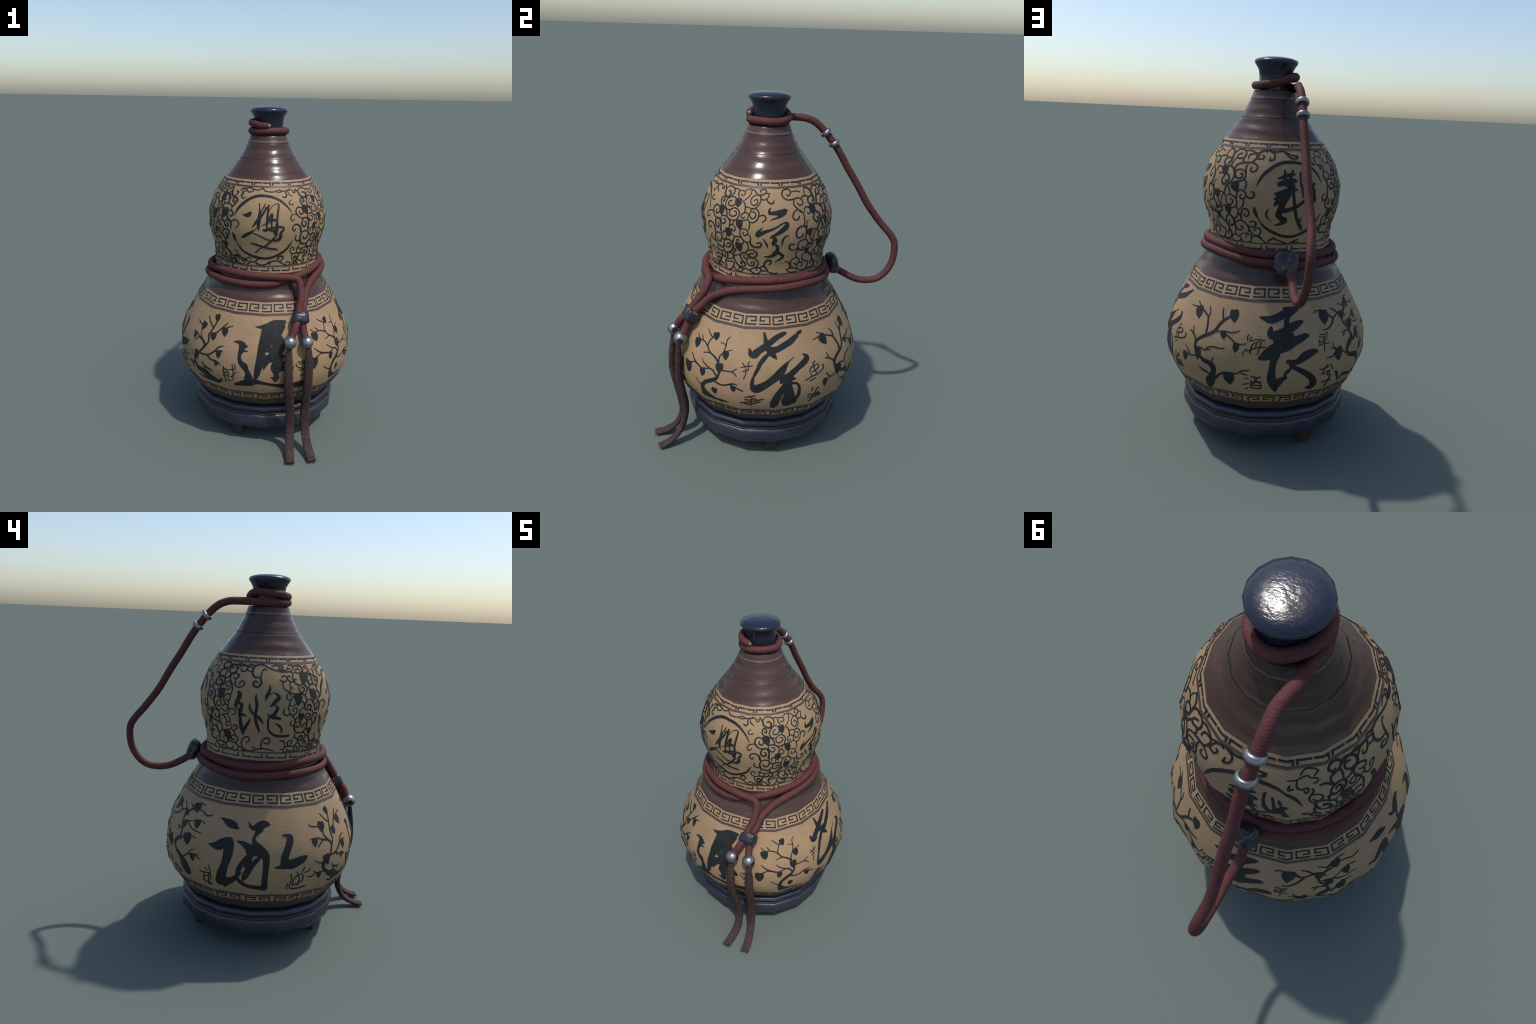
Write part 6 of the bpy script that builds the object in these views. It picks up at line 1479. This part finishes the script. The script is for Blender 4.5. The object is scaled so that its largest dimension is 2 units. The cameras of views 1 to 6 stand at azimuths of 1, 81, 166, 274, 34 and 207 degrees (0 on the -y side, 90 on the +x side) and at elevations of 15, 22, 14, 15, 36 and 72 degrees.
bored_ball(W(0.2483, -0.5496, 0.6991), Vector((1, -0.10, -0.12)), 0.0385, 0.0165)
bored_ball(W(0.1501, -0.5818, 0.7093), Vector((1, 0.12, 0.08)), 0.0385, 0.0165)


def spacer_ring(centre, axis):
    prof = [(0.0235 + 0.0105 * cos(f), 0.0135 * sin(f)) for f in [2 * pi * i / 14 for i in range(14)]]
    revolve("spacer_ring", prof, centre, axis, M_STEEL)


spacer_ring(W(-0.0540, 0.2835, 1.7770), Vector((0.010, 0.060, -0.066)))
spacer_ring(W(-0.0470, 0.3325, 1.7190), Vector((0.005, 0.056, -0.090)))
revolve("cord_pin", [(0.0005, -0.012), (0.010, -0.012), (0.0135, -0.006), (0.0145, 0.002), (0.0125, 0.009), (0.007, 0.013), (0.0005, 0.0145)],
        W(0.0016, -0.1510, 1.8870), Vector((0.35, -1, -0.02)), M_BRASS, 20)


def toggle(name, centre, right, up, half, power, seed):
    """Pebble-shaped stone: a superellipsoid with worn, uneven flats."""
    rnd = random.Random(seed)
    right = right.normalized()
    out = right.cross(up).normalized()
    up = out.cross(right).normalized()
    dents = [Vector((rnd.uniform(-1, 1), rnd.uniform(-1, 1), rnd.uniform(-1, 1))).normalized() for _ in range(9)]
    V, F = [], []
    nu, nv = 40, 24
    sp = lambda x: math.copysign(abs(x) ** (2 / power), x)
    for i in range(nv + 1):
        la = -pi / 2 + pi * i / nv
        for j in range(nu):
            lo = 2 * pi * j / nu
            d = Vector((sp(cos(la)) * sp(cos(lo)), sp(cos(la)) * sp(sin(lo)), sp(sin(la))))
            n = d.normalized()
            for q in dents:
                k = n.dot(q)
                if k > 0.80:
                    d = d * (1 - 0.45 * (k - 0.80))
            V.append(centre + right * d.x * half[0] + up * d.y * half[1] + out * d.z * half[2])
    for i in range(nv):
        for j in range(nu):
            k = (j + 1) % nu
            F.append((i * nu + j, i * nu + k, (i + 1) * nu + k, (i + 1) * nu + j))
    return add_mesh(name, V, F, M_LAPIS)


toggle("stone_toggle", W(0.2065, -0.4905, 0.8230), Vector((1, 0.30, 0.02)), Vector((-0.10, 0.55, 1)), (0.0560, 0.0400, 0.0400), 3.2, 3)
toggle("stone_toggle", W(0.0060, 0.3560, 1.0150), Vector((-1, 0.02, 0.0)), Vector((0, -0.30, 1)), (0.0640, 0.0670, 0.0365), 2.7, 8)


# ------------------------------------------------------------------ strap tails
def strap(ctrl, seed):
    """Flat braided strap: soft-cornered section, ragged edges, frayed at the end."""
    rnd = random.Random(seed)
    path = [p + Vector((0, 0.005, 0)) for p in smooth_path(ctrl, 0.006)]
    T, _ = frames(path)
    n, sides = len(path), 20
    V, F = [], []
    side0 = Vector((1, 0, 0))
    facing = 1
    for i, p in enumerate(path):
        t = i / (n - 1)
        wide = 0.0120 + 0.0140 * min(1.0, t / 0.16)
        deep = 0.0110 + 0.0110 * min(1.0, t / 0.16) * (1 - 0.85 * max(0.0, (t - 0.62) / 0.38))
        a = (side0 - T[i] * side0.dot(T[i])).normalized()
        b = T[i].cross(a)
        for c in range(sides):
            f = 2 * pi * c / sides
            sx = math.copysign(abs(cos(f)) ** 0.55, cos(f))
            sy = math.copysign(abs(sin(f)) ** 0.75, sin(f))
            if sy * facing < 0:                                   # keeled back: narrows behind the flat face
                sx *= 1 - 0.60 * abs(sin(f)) ** 1.5
            else:
                sy *= 0.85
            plait = 1 + 0.05 * sin(2 * pi * (i * 0.006 / 0.013) + 3 * f) + rnd.uniform(-0.03, 0.03)
            V.append(p + a * sx * wide * plait + b * sy * deep * plait)
    for i in range(n - 1):
        for c in range(sides):
            d = (c + 1) % sides
            F.append((i * sides + c, (i + 1) * sides + c, (i + 1) * sides + d, i * sides + d))
    F.append(tuple(range(sides)))
    F.append(tuple((n - 1) * sides + c for c in range(sides))[::-1])
    ob = add_mesh("braided_strap", V, F, M_STRAP)
    # frayed threads at the end and loose fibres along the edges
    V, F = [], []

    def thread(p, d, length, r):
        q = [p + d * (length * k / 3) + Vector((rnd.uniform(-1, 1), rnd.uniform(-1, 1), rnd.uniform(-0.4, 0.4))) * 0.0022 * k for k in range(4)]
        q = [Vector((v.x, v.y, max(v.z, 0.0030))) for v in q]
        u = d.orthogonal().normalized()
        w = d.cross(u)
        base = len(V)
        for k, v in enumerate(q):
            rr = r * (1 - k / 3.6)
            for c in range(4):
                V.append(v + (u * cos(c * pi / 2) + w * sin(c * pi / 2)) * rr)
        for k in range(3):
            for c in range(4):
                e = (c + 1) % 4
                F.append((base + k * 4 + c, base + k * 4 + e, base + k * 4 + 4 + e, base + k * 4 + 4 + c))

    end, d = path[-1], T[-1]
    a = (side0 - d * side0.dot(d)).normalized()
    b = d.cross(a)
    for k in range(44):
        thread(end + a * rnd.uniform(-0.024, 0.024) + b * rnd.uniform(-0.006, 0.006) - d * 0.008,
               (d + a * rnd.uniform(-0.25, 0.25) + b * rnd.uniform(-0.1, 0.1)).normalized(), rnd.uniform(0.012, 0.026), 0.0015)
    for k in range(150):
        i = rnd.randrange(int(n * 0.2), n - 1)
        s = rnd.choice((-1, 1))
        a = (side0 - T[i] * side0.dot(T[i])).normalized()
        b = T[i].cross(a)
        thread(path[i] + a * s * 0.0225 + b * rnd.uniform(-0.008, 0.008), (a * s + T[i] * rnd.uniform(0.2, 1.5)).normalized(), rnd.uniform(0.005, 0.010), 0.0007)
    fr = add_mesh("frayed_thread", V, F, M_STRAP, ob)
    fr["kind"] = "stuff"


strap([W(0.2520, -0.5560, 0.690), W(0.2595, -0.5690, 0.655), W(0.2615, -0.5715, 0.560), W(0.2619, -0.5706, 0.4585), W(0.2580, -0.5550, 0.360), W(0.2528, -0.5401, 0.272),
       W(0.2530, -0.5430, 0.190), W(0.2590, -0.5600, 0.118), W(0.2700, -0.5950, 0.062), W(0.2830, -0.6400, 0.028), W(0.2950, -0.6880, 0.0125)], 21)
strap([W(0.1480, -0.5880, 0.695), W(0.1462, -0.5960, 0.655), W(0.1455, -0.6040, 0.560), W(0.1465, -0.6070, 0.463), W(0.1540, -0.5900, 0.365), W(0.1609, -0.5689, 0.276),
       W(0.1645, -0.5560, 0.190), W(0.1655, -0.5630, 0.128), W(0.1650, -0.5980, 0.062), W(0.1650, -0.6550, 0.026), W(0.1670, -0.7130, 0.0135)], 34)
